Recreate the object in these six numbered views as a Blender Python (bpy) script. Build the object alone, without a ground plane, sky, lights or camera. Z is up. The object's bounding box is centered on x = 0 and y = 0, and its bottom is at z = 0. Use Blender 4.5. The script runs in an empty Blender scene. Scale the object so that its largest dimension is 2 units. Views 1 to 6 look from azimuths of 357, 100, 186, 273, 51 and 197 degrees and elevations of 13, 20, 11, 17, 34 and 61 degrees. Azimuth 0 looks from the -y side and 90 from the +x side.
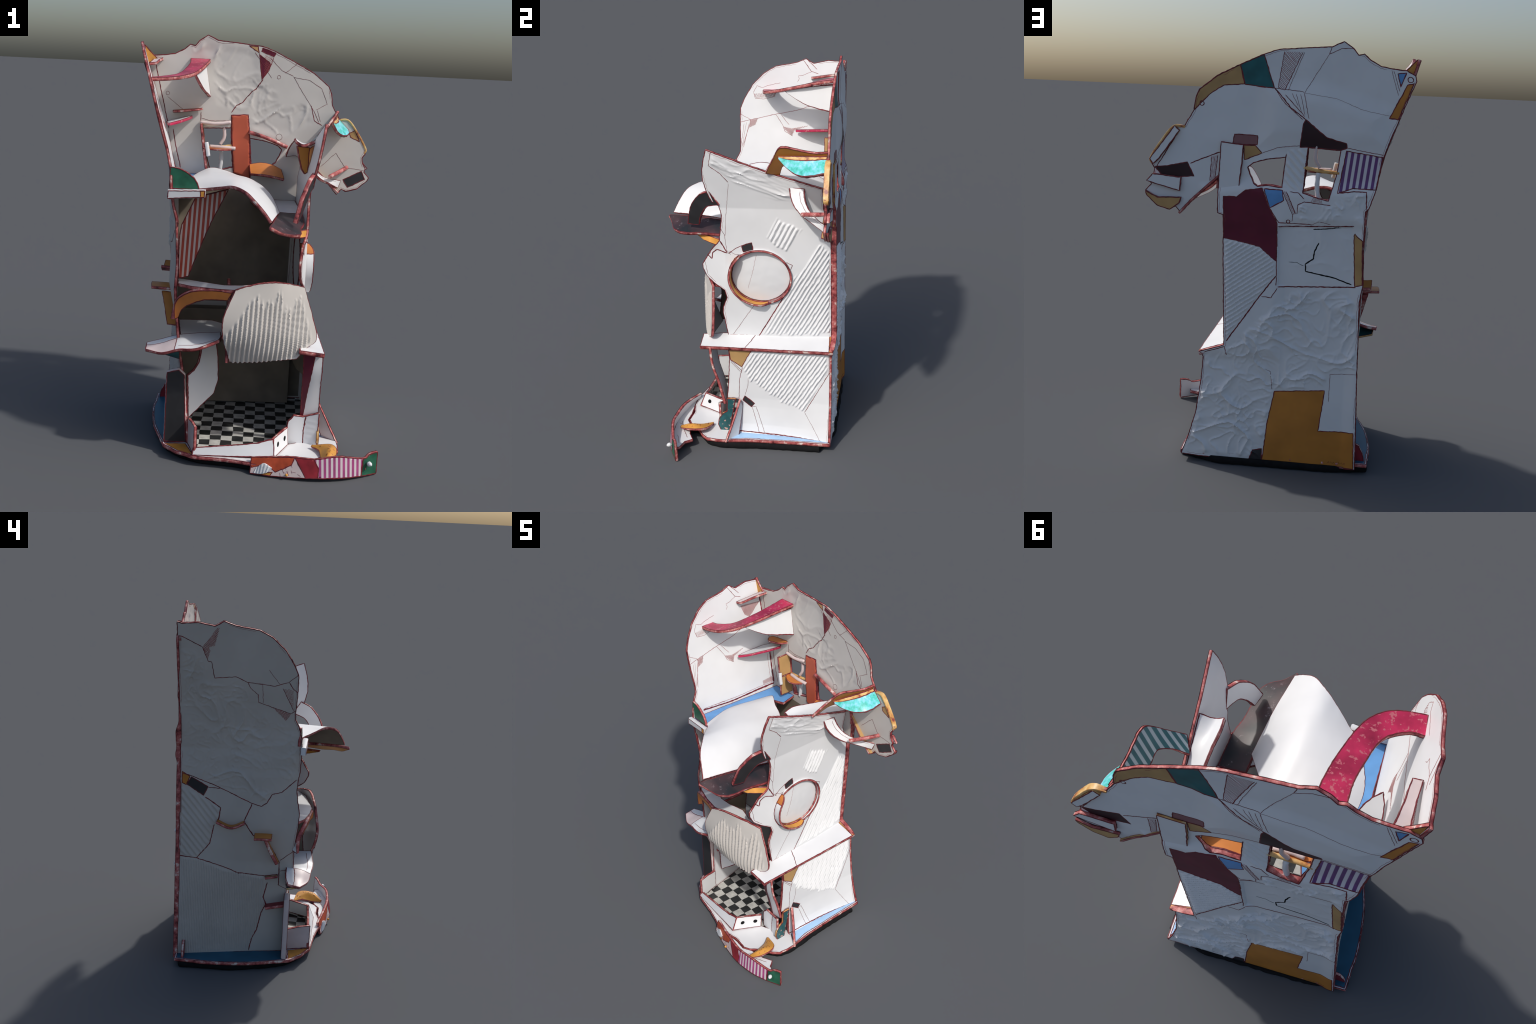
# Slab-built ceramic tower: an open, tilting house of broken glazed slabs with ink drawing,
# a horse-head shaped back wall, curved shelves, vault, arches and a broken base.
import bpy, math, random
import numpy as np
from mathutils import Vector
from mathutils.geometry import delaunay_2d_cdt

random.seed(7)
A_ = np.array

# ------------------------------------------------------------------ noise
_rng = np.random.RandomState(11)
_perm = _rng.permutation(512)
_grad = np.stack([np.cos(np.linspace(0, 2*np.pi, 64, endpoint=False)),
                  np.sin(np.linspace(0, 2*np.pi, 64, endpoint=False))], 1)

def noise2(x, y, seed=0):
    x = np.asarray(x, float); y = np.asarray(y, float)
    xi = np.floor(x).astype(int); yi = np.floor(y).astype(int)
    xf = x-xi; yf = y-yi
    def g(ix, iy, dx, dy):
        h = _perm[(_perm[(ix+seed*17) & 511] + iy) & 511] & 63
        return _grad[h, 0]*dx+_grad[h, 1]*dy
    s = xf*xf*xf*(xf*(xf*6-15)+10); t = yf*yf*yf*(yf*(yf*6-15)+10)
    a = g(xi, yi, xf, yf); b = g(xi+1, yi, xf-1, yf)
    c = g(xi, yi+1, xf, yf-1); d = g(xi+1, yi+1, xf-1, yf-1)
    return (a+(b-a)*s)*(1-t)+(c+(d-c)*s)*t

# ------------------------------------------------------------------ materials
MATS = {}

def nodes_of(name):
    m = bpy.data.materials.new(name); m.use_nodes = True
    nt = m.node_tree
    return m, nt, nt.nodes['Principled BSDF']

def coords(nt):
    return nt.nodes.new('ShaderNodeTexCoord').outputs['Object']

def noise_node(nt, scale, detail=3.0, rough=.5, vec=None):
    n = nt.nodes.new('ShaderNodeTexNoise')
    n.inputs['Scale'].default_value = scale; n.inputs['Detail'].default_value = detail
    n.inputs['Roughness'].default_value = rough
    nt.links.new(vec or coords(nt), n.inputs['Vector'])
    return n.outputs['Fac']

def ramp(nt, fac, stops, const=False):
    r = nt.nodes.new('ShaderNodeValToRGB')
    if const: r.color_ramp.interpolation = 'CONSTANT'
    el = r.color_ramp.elements
    while len(el) < len(stops): el.new(.5)
    for e, (p, c) in zip(el, stops):
        e.position = p; e.color = tuple(c)+(1,)
    nt.links.new(fac, r.inputs['Fac'])
    return r.outputs['Color']

def mix(nt, fac, a, b):
    n = nt.nodes.new('ShaderNodeMix'); n.data_type = 'RGBA'
    for s, v in ((n.inputs[0], fac), (n.inputs[6], a), (n.inputs[7], b)):
        if isinstance(v, (int, float)): s.default_value = v
        elif isinstance(v, (tuple, list)): s.default_value = tuple(v)+(1,)
        else: nt.links.new(v, s)
    return n.outputs[2]

def math_node(nt, op, a, b=0.0):
    n = nt.nodes.new('ShaderNodeMath'); n.operation = op
    for s, v in ((n.inputs[0], a), (n.inputs[1], b)):
        if isinstance(v, (int, float)): s.default_value = v
        else: nt.links.new(v, s)
    return n.outputs[0]

def bump(nt, bsdf, scale, strength, dist=.002):
    b = nt.nodes.new('ShaderNodeBump'); b.inputs['Strength'].default_value = strength
    b.inputs['Distance'].default_value = dist
    nt.links.new(noise_node(nt, scale, 4), b.inputs['Height'])
    nt.links.new(b.outputs[0], bsdf.inputs['Normal'])

def glaze(name, col, var=.12, scale=9., rough=.42, speck=None, speck_at=.68, bump_s=.08, spec=.35):
    """glazed clay: base colour with cloudy variation and optional specks"""
    m, nt, p = nodes_of(name)
    c = A_(col)
    col_s = ramp(nt, noise_node(nt, scale, 5), [(.3, tuple(c*(1-var))), (.7, tuple(np.minimum(c*(1+var), .95)))])
    if speck:
        f = ramp(nt, noise_node(nt, 55, 3, .6), [(speck_at, (0, 0, 0)), (min(speck_at+.04, 1), (1, 1, 1))])
        col_s = mix(nt, f, col_s, speck)
    nt.links.new(col_s, p.inputs['Base Color'])
    p.inputs['Roughness'].default_value = rough
    p.inputs['Specular IOR Level'].default_value = spec
    if bump_s: bump(nt, p, 60, bump_s)
    MATS[name] = m
    return m

def stripes(name, a, b, direction, period, duty=.5, rough=.45, wob=.0):
    m, nt, p = nodes_of(name)
    d = nt.nodes.new('ShaderNodeVectorMath'); d.operation = 'DOT_PRODUCT'
    nt.links.new(coords(nt), d.inputs[0]); d.inputs[1].default_value = direction
    v = math_node(nt, 'DIVIDE', d.outputs['Value'], period)
    if wob: v = math_node(nt, 'ADD', v, math_node(nt, 'MULTIPLY', noise_node(nt, 14, 2), wob))
    f = math_node(nt, 'FRACT', v)
    k = ramp(nt, f, [(0, (0, 0, 0)), (.06, (1, 1, 1)), (duty, (1, 1, 1)), (min(duty+.08, .99), (0, 0, 0))])
    blot = ramp(nt, noise_node(nt, 25, 4), [(.3, tuple(A_(a)*.8)), (.7, tuple(A_(a)*1.15))])
    nt.links.new(mix(nt, k, b, blot), p.inputs['Base Color'])
    p.inputs['Roughness'].default_value = rough
    MATS[name] = m

WHITE = (.735, .745, .76)
glaze('white_glaze', WHITE, .035, 6, .38, bump_s=.05)
glaze('warm_white_glaze', (.60, .57, .535), .05, 6, .4, bump_s=.05)  # white darkened and warmed: shade painted into inner back wall and corrugated panel
glaze('shaded_white_glaze', (.52, .485, .45), .06, 5, .42, bump_s=.05)  # white with the left side's shade mixed into its colour
glaze('raw_clay', (.20, .168, .13), .2, 8, .7)  # olive-brown clay tone, darkened to paint in the shade of the deep rooms
glaze('pinkish_white_glaze', (.66, .55, .54), .08, 12, .4)
glaze('ochre_glaze', (.62, .29, .055), .2, 14, .45, speck=(.22, .08, .03), speck_at=.72)
glaze('tan_glaze', (.47, .29, .12), .12, 12, .5)
glaze('orange_brown_glaze', (.50, .20, .035), .14, 7, .5)
glaze('orange_glaze', (.60, .21, .05), .18, 8, .45)
glaze('terracotta_glaze', (.50, .105, .055), .10, 10, .5)
glaze('teal_glaze', (.018, .115, .125), .2, 18, .42, speck=(.2, .35, .35), speck_at=.77)
glaze('worn_teal_glaze', (.022, .10, .11), .25, 30, .45, speck=(.55, .33, .28), speck_at=.62)
glaze('maroon_glaze', (.125, .010, .030), .2, 8, .45, speck=(.38, .25, .27), speck_at=.80)
glaze('plum_black_glaze', (.035, .014, .018), .2, 8, .5)
glaze('dark_red_glaze', (.25, .02, .03), .3, 18, .45, speck=(.5, .3, .3), speck_at=.75)
glaze('vermilion_glaze', (.52, .085, .035), .25, 22, .45, speck=(.16, .03, .03), speck_at=.70)
glaze('sky_blue_glaze', (.13, .33, .66), .12, 10, .4)
glaze('pale_blue_glaze', (.36, .56, .80), .10, 8, .38)
glaze('deep_blue_glaze', (.015, .10, .17), .15, 8, .45, speck=(.3, .4, .45), speck_at=.80)
glaze('charcoal_glaze', (.028, .028, .031), .2, 14, .45, speck=(.5, .42, .4), speck_at=.79)
glaze('green_glaze', (.025, .125, .075), .35, 16, .42)
glaze('magenta_glaze', (.42, .022, .075), .45, 9, .36, speck=(.50, .13, .16), speck_at=.58)
glaze('old_rose_glaze', (.26, .12, .13), .12, 10, .5)
glaze('felt_underside', (.012, .012, .013), .2, 40, .9, spec=.1)
glaze('ink', (.15, .018, .024), .45, 45, .5, bump_s=0)
glaze('fine_ink', (.27, .065, .065), .3, 60, .5, bump_s=0)
stripes('purple_stripes', (.14, .045, .19), (.66, .63, .68), (1, 0, .10), .0272, .5)
stripes('magenta_stripes', (.36, .06, .20), (.66, .58, .60), (1, 0, 0.05), .0225, .52)
stripes('red_stripes', (.40, .055, .03), (.62, .50, .45), (1, 0, -.05), .0215, .55)
stripes('teal_stripes', (.02, .14, .16), (.48, .58, .60), (.35, 1, .1), .031, .55)

def rim_material():
    m, nt, p = nodes_of('red_clay_rim')
    n1 = noise_node(nt, 26, 5, .65)
    c = ramp(nt, n1, [(.34, (.08, .012, .016)), (.43, (.32, .06, .062)), (.53, (.48, .13, .125)), (.585, (.56, .24, .22)), (.64, (.72, .60, .55))])
    nt.links.new(c, p.inputs['Base Color']); p.inputs['Roughness'].default_value = .5
    bump(nt, p, 90, .3)
    MATS['red_clay_rim'] = m
rim_material()

def gilded_material():
    m, nt, p = nodes_of('ochre_rim')
    c = ramp(nt, noise_node(nt, 22, 5, .6), [(.33, (.25, .05, .04)), (.42, (.58, .28, .08)), (.62, (.75, .50, .20)), (.75, (.80, .68, .45))])
    nt.links.new(c, p.inputs['Base Color']); p.inputs['Roughness'].default_value = .42
    bump(nt, p, 70, .3)
    MATS['ochre_rim'] = m
gilded_material()

def checker_material():
    m, nt, p = nodes_of('checkered_glaze')
    co = coords(nt)
    mp = nt.nodes.new('ShaderNodeMapping'); mp.inputs['Rotation'].default_value = (0, 0, .06)
    mp.inputs['Location'].default_value = (.012, .0, .013)
    nt.links.new(co, mp.inputs['Vector'])
    nn = nt.nodes.new('ShaderNodeTexNoise'); nn.inputs['Scale'].default_value = 12
    nt.links.new(co, nn.inputs['Vector'])
    mx = nt.nodes.new('ShaderNodeVectorMath'); mx.operation = 'MULTIPLY_ADD'
    nt.links.new(nn.outputs['Color'], mx.inputs[0]); mx.inputs[1].default_value = (.018, .018, 0)
    nt.links.new(mp.outputs[0], mx.inputs[2])
    ck = nt.nodes.new('ShaderNodeTexChecker'); ck.inputs['Scale'].default_value = 18.2
    nt.links.new(mx.outputs[0], ck.inputs['Vector'])
    w = ramp(nt, noise_node(nt, 30, 4), [(.3, (.42, .42, .40)), (.7, (.62, .62, .58))])
    k = ramp(nt, noise_node(nt, 40, 4), [(.3, (.016, .018, .019)), (.75, (.04, .042, .042))])
    nt.links.new(mix(nt, ck.outputs['Fac'], w, k), p.inputs['Base Color'])
    p.inputs['Roughness'].default_value = .35
    MATS['checkered_glaze'] = m
checker_material()

def pool_material():
    m, nt, p = nodes_of('turquoise_pool_glaze')
    c = ramp(nt, noise_node(nt, 26, 6, .65), [(.34, (.05, .42, .36)), (.46, (.10, .62, .56)), (.56, (.22, .66, .80)), (.70, (.55, .85, .85))])
    nt.links.new(c, p.inputs['Base Color']); p.inputs['Roughness'].default_value = .3
    bump(nt, p, 70, .25)
    MATS['turquoise_pool_glaze'] = m
pool_material()

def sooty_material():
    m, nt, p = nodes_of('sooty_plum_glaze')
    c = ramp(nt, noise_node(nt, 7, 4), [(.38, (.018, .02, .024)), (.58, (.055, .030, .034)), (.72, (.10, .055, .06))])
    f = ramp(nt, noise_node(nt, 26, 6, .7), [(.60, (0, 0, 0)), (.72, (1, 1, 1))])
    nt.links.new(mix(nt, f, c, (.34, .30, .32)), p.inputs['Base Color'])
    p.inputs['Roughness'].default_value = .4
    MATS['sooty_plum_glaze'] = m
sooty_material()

# ------------------------------------------------------------------ scene tree
ROOT = bpy.data.objects.new('ceramic_tower', None)
bpy.context.scene.collection.objects.link(ROOT)
ROOT['label'] = 'tall open tower of broken white glazed clay slabs with red ink drawing'
ROOT['category'] = 'ceramic sculpture'

def make_object(name, verts, faces, mats, mat_idx=None, parent=None, smooth=True):
    me = bpy.data.meshes.new(name)
    me.from_pydata([tuple(map(float, v)) for v in verts], [], faces)
    for mm in mats: me.materials.append(MATS[mm])
    if mat_idx is not None:
        me.polygons.foreach_set('material_index', np.asarray(mat_idx, dtype=np.int32))
    if smooth:
        me.polygons.foreach_set('use_smooth', np.ones(len(me.polygons), dtype=bool))
    me.update()
    ob = bpy.data.objects.new(name, me)
    bpy.context.scene.collection.objects.link(ob)
    ob.parent = parent or ROOT
    return ob

# ------------------------------------------------------------------ 2D helpers
def resample(poly, h, closed=True):
    P = A_(poly, float); out = []
    n = len(P)
    for i in range(n if closed else n-1):
        a, b = P[i], P[(i+1) % n]
        k = max(1, int(round(np.linalg.norm(b-a)/h)))
        for j in range(k): out.append(a+(b-a)*j/k)
    if not closed: out.append(P[-1])
    return A_(out)

def rounded(poly, amount=.25, times=1):
    """Chaikin corner cutting on a closed outline"""
    P = A_(poly, float)
    for _ in range(times):
        Q = np.roll(P, -1, axis=0)
        P = np.stack([P+(Q-P)*amount, P+(Q-P)*(1-amount)], 1).reshape(-1, 2)
    return P

def inside(pts, poly):
    P = A_(poly, float); x, y = pts[:, 0], pts[:, 1]
    r = np.zeros(len(pts), bool); n = len(P)
    for i in range(n):
        x1, y1 = P[i]; x2, y2 = P[(i+1) % n]
        if y1 == y2: continue
        c = ((y1 > y) != (y2 > y)) & (x < (x2-x1)*(y-y1)/(y2-y1)+x1)
        r ^= c
    return r

def edge_distance(pts, poly):
    P = A_(poly, float); n = len(P)
    best = np.full(len(pts), 9.)
    for i in range(n):
        a, b = P[i], P[(i+1) % n]; d = b-a; L = d@d
        if L < 1e-12: continue
        t = np.clip(((pts-a)@d)/L, 0, 1)
        best = np.minimum(best, np.linalg.norm(pts-(a+t[:, None]*d), axis=1))
    return best

def mask(pts, poly, soft):
    m = inside(pts, poly)
    out = np.zeros(len(pts))
    if m.any():
        out[m] = np.clip(edge_distance(pts[m], poly)/soft, 0, 1)
    return out*out*(3-2*out)

# ------------------------------------------------------------------ relief rules
def ribs(poly, angle, wave, amp, soft=.014, ragged=.012, sharp=1.0, wander=.0025):
    """pressed corrugated-cardboard texture; ribs run along `angle` (degrees)"""
    a = math.radians(angle); c, s = math.cos(a), math.sin(a)
    def f(p):
        along = p[:, 0]*c+p[:, 1]*s; across = -p[:, 0]*s+p[:, 1]*c
        across = across + wander*noise2(along*14, across*6, 3)
        q = p + ragged*np.stack([noise2(across/wave*1.0, along*2, 5)*c, noise2(across/wave, along*2, 5)*s], 1)
        w = .5+.5*np.cos(2*np.pi*across/wave)
        w = w**sharp
        dents = 1-.45*np.clip(noise2(along*22, np.floor(across/wave)*3.7, 8)*2-.3, 0, 1)
        return amp*mask(q, poly, soft)*(w*dents-.15)
    return f

def wrinkles(poly, scale, amp, seed=0, soft=.04, stretch=(1, 1), angle=0, power=5):
    """creased-cloth texture: sharp meandering folds between calm fields"""
    a = math.radians(angle); c, s = math.cos(a), math.sin(a)
    def f(p):
        u = (p[:, 0]*c+p[:, 1]*s)*scale*stretch[0]; v = (-p[:, 0]*s+p[:, 1]*c)*scale*stretch[1]
        wx = u+.9*noise2(u*.6, v*.6, seed+1); wy = v+.9*noise2(u*.6+7, v*.6, seed+2)
        r1 = 1-np.abs(noise2(wx, wy, seed+3))*1.7
        r2 = 1-np.abs(noise2(wx*1.9+3, wy*1.9, seed+4))*1.7
        calm = np.clip(.5+1.6*noise2(u*.45+9, v*.45, seed+5), .05, 1)
        h = np.clip(r1, 0, 1)**power+.45*np.clip(r2, 0, 1)**power+.35*noise2(wx*.9, wy*.9, seed+6)
        return amp*mask(p, poly, soft)*calm*h
    return f

def sunk(poly, depth, soft=.004):
    return lambda p: -depth*mask(p, poly, soft)

def soft_bumps(scale, amp, seed=0):
    return lambda p: amp*(noise2(p[:, 0]*scale, p[:, 1]*scale, seed)+.4*noise2(p[:, 0]*scale*2.7, p[:, 1]*scale*2.7, seed+1))

INK = 1.35

# ------------------------------------------------------------------ slab builder
class Slab:
    """A clay slab: an outline in (u,v) laid on a surface S(u,v), with thickness, painted
    fields and relief on side A (outer) and side B (inner), a rounded red rim, ink strokes."""
    def __init__(s, name, S, outline, holes=(), t=.015, sign=1, h=.012, A='white_glaze', B='white_glaze',
                 rim='red_clay_rim', fieldsA=(), fieldsB=(), reliefA=(), reliefB=(), parent=None,
                 jitter=.0012, border=.0042, border_sides='AB', seed=1, field_ink=.0046, face=None, grid=None):
        s.name, s.S, s.t, s.sign = name, S, t, sign
        s.reliefs = {'A': [soft_bumps(6, .0014, seed)]+list(reliefA), 'B': [soft_bumps(6, .0014, seed+3)]+list(reliefB)}
        if face is not None:
            s.sign = 1
            c0 = np.asarray(outline, float).mean(0)[None]
            s.sign = 1 if float(s.normal(c0)[0] @ A_(face, float)) > 0 else -1
        rs = np.random.RandomState(seed)
        loops = []
        for lp in [outline]+list(holes):
            q = resample(lp, h)
            q = q + jitter*np.stack([noise2(q[:, 0]*45, q[:, 1]*45, seed), noise2(q[:, 0]*45+5, q[:, 1]*45, seed+1)], 1)*1.6
            loops.append(q)
        s.loops = loops
        verts, faces, midx = [], [], []
        matnames = [A, B, rim]
        bnd = {}
        for side, fields in (('A', fieldsA), ('B', fieldsB)):
            p2, tris, reg, bidx = s._mesh2d(loops, fields, h, rs, (grid or {}).get(side, h))
            off = len(verts)
            P = s.point(side, p2)
            verts.extend(P)
            flip = (s.sign > 0) == (side == 'A')
            base = 0 if side == 'A' else 1
            for t3, r in zip(tris, reg):
                f = [off+int(i) for i in t3]
                faces.append(f if flip else f[::-1])
                if r == 0: midx.append(base)
                else:
                    mn = fields[r-1][1]
                    if mn not in matnames: matnames.append(mn)
                    midx.append(matnames.index(mn))
            bnd[side] = [[off+i for i in b] for b in bidx]
        V = A_(verts)
        extra = []
        for ba, bb in zip(bnd['A'], bnd['B']):
            n = len(ba)
            a, b = V[ba], V[bb]
            tang = np.roll(a, -1, 0)-np.roll(a, 1, 0)
            nn = a-b
            outw = np.cross(tang, nn); ln = np.linalg.norm(outw, axis=1, keepdims=True); outw /= np.maximum(ln, 1e-9)
            # outward sign from loop orientation
            m0 = len(V)+len(extra)
            sg = s._orient(ba, bb, V, outw)
            k1 = a*.75+b*.25+outw*sg*.16*t; k2 = a*.25+b*.75+outw*sg*.16*t
            extra.extend(k1); extra.extend(k2)
            i1 = [m0+i for i in range(n)]; i2 = [m0+n+i for i in range(n)]
            for r0, r1 in ((ba, i1), (i1, i2), (i2, bb)):
                for i in range(n):
                    j = (i+1) % n
                    f = [r0[i], r0[j], r1[j], r1[i]]
                    faces.append(f); midx.append(2)
        verts = list(V)+extra
        s.ob = make_object(name, verts, faces, matnames, midx, parent)
        s._fix_rim_shading(matnames)
        s.strokes = []
        if border:
            for sd in border_sides:
                for lp in loops:
                    s.ink(sd, lp, border, closed=True, wob=.0008)
        for side, fields in (('A', fieldsA), ('B', fieldsB)):
            for fl in fields:
                if len(fl) > 2 and fl[2] == 'noline': continue
                if field_ink: s.ink(side, fl[0], field_ink, closed=True)

    def _orient(s, ba, bb, V, outw):
        # polygon area sign in the mean plane decides which way is out
        a = V[ba]; c = a.mean(0); nrm = (a-V[bb]).mean(0)
        ar = np.cross(a-c, np.roll(a, -1, 0)-c).sum(0)@nrm
        ref = s._ref_sign if hasattr(s, '_ref_sign') else None
        sg = 1 if ar > 0 else -1
        if ref is None: s._ref_sign = 1; return sg
        return -sg          # holes: outward of clay = into the hole

    def _fix_rim_shading(s, matnames):
        me = s.ob.data
        import bmesh
        bm = bmesh.new(); bm.from_mesh(me)
        bmesh.ops.recalc_face_normals(bm, faces=bm.faces)
        bm.to_mesh(me); bm.free()
        me.set_sharp_from_angle(angle=math.radians(50))

    def _mesh2d(s, loops, fields, h, rs, g):
        pts, edges, bidx = [], [], []
        for q in loops:
            o = len(pts); n = len(q)
            pts.extend(q); edges += [(o+i, o+(i+1) % n) for i in range(n)]
            bidx.append(list(range(o, o+n)))
        O = loops[0]
        for fl in fields:
            q = resample(fl[0], h); o = len(pts); n = len(q)
            pts.extend(q); edges += [(o+i, o+(i+1) % n) for i in range(n)]
        lo, hi = O.min(0), O.max(0)
        gx = np.arange(lo[0]+g*.5, hi[0], g); gy = np.arange(lo[1]+g*.5, hi[1], g*.87)
        X, Y = np.meshgrid(gx, gy); X = X+(np.arange(len(gy)) % 2)[:, None]*g*.5
        G = np.stack([X.ravel(), Y.ravel()], 1)
        G = G[inside(G, O)]
        for hl in loops[1:]: G = G[~inside(G, hl)]
        if len(G):
            d = np.full(len(G), 9.)
            for q in loops+[fl[0] for fl in fields]: d = np.minimum(d, edge_distance(G, q))
            G = G[d > g*.35]
        pts.extend(G)
        res = delaunay_2d_cdt([Vector((float(p[0]), float(p[1]))) for p in pts], edges, [], 0, 1e-6)
        ov, of, orig = res[0], res[2], res[3]
        p2 = A_([(v[0], v[1]) for v in ov])
        back = {}
        for i, ol in enumerate(orig):
            for k in ol: back[k] = i
        T = A_([f for f in of if len(f) == 3])
        cen = p2[T].mean(1)
        ok = inside(cen, O)
        for hl in loops[1:]: ok &= ~inside(cen, hl)
        T = T[ok]; cen = cen[ok]
        reg = np.zeros(len(T), int)
        for i, fl in enumerate(fields): reg[inside(cen, fl[0])] = i+1
        return p2, T, reg, [[back[i] for i in b] for b in bidx]

    def normal(s, p):
        e = 1e-4
        du = s.S(p[:, 0]+e, p[:, 1])-s.S(p[:, 0]-e, p[:, 1])
        dv = s.S(p[:, 0], p[:, 1]+e)-s.S(p[:, 0], p[:, 1]-e)
        n = np.cross(du, dv); n /= np.maximum(np.linalg.norm(n, axis=1, keepdims=True), 1e-12)
        return n*s.sign

    def point(s, side, p, lift=0.):
        p = np.asarray(p, float)
        n = s.normal(p); P = s.S(p[:, 0], p[:, 1])
        hgt = sum(f(p) for f in s.reliefs[side])
        if side == 'A': return P+n*(hgt+lift)[:, None]
        return P-n*(s.t+hgt+lift)[:, None]

    def ink(s, side, pts, width=.0028, closed=False, mat='ink', wob=.0016):
        s.strokes.append((side, A_(pts, float), width*INK+.0006, closed, mat, wob))

    def hatch(s, side, poly, angle, gap=.006, cross=False, width=.0016, mat='fine_ink'):
        poly = A_(poly); 
        for an in ([angle, angle+70] if cross else [angle]):
            a = math.radians(an); d = A_((math.cos(a), math.sin(a))); nrm = A_((-d[1], d[0]))
            k = poly@nrm
            for i, o in enumerate(np.arange(k.min()+gap*.5, k.max(), gap)):
                o = o+gap*.35*float(noise2(i*.77, an*.1, 2))
                ts = []
                n = len(poly)
                for j in range(n):
                    k0, k1 = k[j]-o, k[(j+1) % n]-o
                    if (k0 > 0) != (k1 > 0):
                        q = poly[j]+(poly[(j+1) % n]-poly[j])*(k0/(k0-k1)); ts.append(q@d)
                ts.sort()
                for t0, t1 in zip(ts[0::2], ts[1::2]):
                    if t1-t0 > .003: s.ink(side, [d*t0+nrm*o, d*t1+nrm*o], width, mat=mat, wob=.001)

    def double_line(s, side, inset=.008, share=.6, seed=1, width=.0012):
        """a second fine pen line running inside the outline, with gaps"""
        q = resample(s.loops[0], .01); n = len(q)
        tg = np.roll(q, -3, 0)-np.roll(q, 3, 0); tg /= np.maximum(np.linalg.norm(tg, axis=1, keepdims=True), 1e-9)
        nr = np.stack([-tg[:, 1], tg[:, 0]], 1)
        if not inside(q[:1]+nr[:1]*.004, s.loops[0])[0]: nr = -nr
        w = inset*(1+.5*noise2(np.arange(n)*.13, np.full(n, .5), seed))
        p = q+nr*w[:, None]
        keep = (noise2(np.arange(n)*.045, np.full(n, 3.3+seed), seed) > .35*(1-2*share)) & inside(p, s.loops[0])
        run = []
        for i in range(n):
            if keep[i]: run.append(p[i])
            if (not keep[i] or i == n-1) and run:
                if len(run) > 4: s.ink(side, run, width, mat='fine_ink', wob=.002)
                run = []

    def finish(s):
        """turn the collected strokes into one thin raised mesh of glaze lines"""
        if not s.strokes: return s.ob
        verts, faces, midx, mats = [], [], [], []
        for k, (side, pts, w, closed, mat, wob) in enumerate(s.strokes):
            if mat not in mats: mats.append(mat)
            q = resample(pts, .007, closed)
            if len(q) < 2: continue
            ph = k*3.1
            q = q + wob*np.stack([noise2(q[:, 0]*60+ph, q[:, 1]*60, 4), noise2(q[:, 0]*60, q[:, 1]*60+ph, 5)], 1)*1.5
            if closed: tg = np.roll(q, -1, 0)-np.roll(q, 1, 0)
            else: tg = np.gradient(q, axis=0)
            tg /= np.maximum(np.linalg.norm(tg, axis=1, keepdims=True), 1e-9)
            nr = np.stack([-tg[:, 1], tg[:, 0]], 1)
            L = np.linalg.norm(np.diff(q, axis=0), axis=1); arc = np.r_[0, np.cumsum(L)]
            ww = w*(.75+.5*np.abs(noise2(arc*40+ph, arc*0+ph, 6))*1.6)
            if not closed: ww = ww*np.clip(np.minimum(arc, arc[-1]-arc)/.006+.45, 0, 1)
            rows = [s.point(side, q-nr*ww[:, None]*.5, -.0004), s.point(side, q, .0006+.08*w), s.point(side, q+nr*ww[:, None]*.5, -.0004)]
            o = len(verts); n = len(q)
            for r in rows: verts.extend(r)
            m = n if closed else n-1
            for a in (0, 1):
                for i in range(m):
                    j = (i+1) % n
                    f = [o+a*n+i, o+a*n+j, o+(a+1)*n+j, o+(a+1)*n+i]
                    faces.append(f); midx.append(mats.index(mat))
        ob = make_object('ink_drawing', verts, faces, mats, midx, s.ob)
        ob['kind'] = 'stuff'
        return s.ob

# surfaces
def catmull(P, t):
    """Catmull-Rom through rows P (n,...) at parameters t in [0,1]"""
    P = np.asarray(P, float); n = len(P)
    if n == 2:
        return P[0]+(P[1]-P[0])*t.reshape((-1,)+(1,)*(P.ndim-1))
    x = np.clip(t, 0, 1)*(n-1); i = np.minimum(x.astype(int), n-2); f = (x-i)
    Q = np.concatenate([[2*P[0]-P[1]], P, [2*P[-1]-P[-2]]])
    p0, p1, p2, p3 = Q[i], Q[i+1], Q[i+2], Q[i+3]
    f = f.reshape((-1,)+(1,)*(P.ndim-1))
    r = .5*((2*p1)+(p2-p0)*f+(2*p0-5*p1+4*p2-p3)*f*f+(3*p1-p0-3*p2+p3)*f**3)
    ex = t.reshape(f.shape)
    r = r+np.where(ex > 1, (P[-1]-P[-2])*(n-1)*(ex-1), 0)+np.where(ex < 0, (P[1]-P[0])*(n-1)*ex, 0)
    return r

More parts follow.
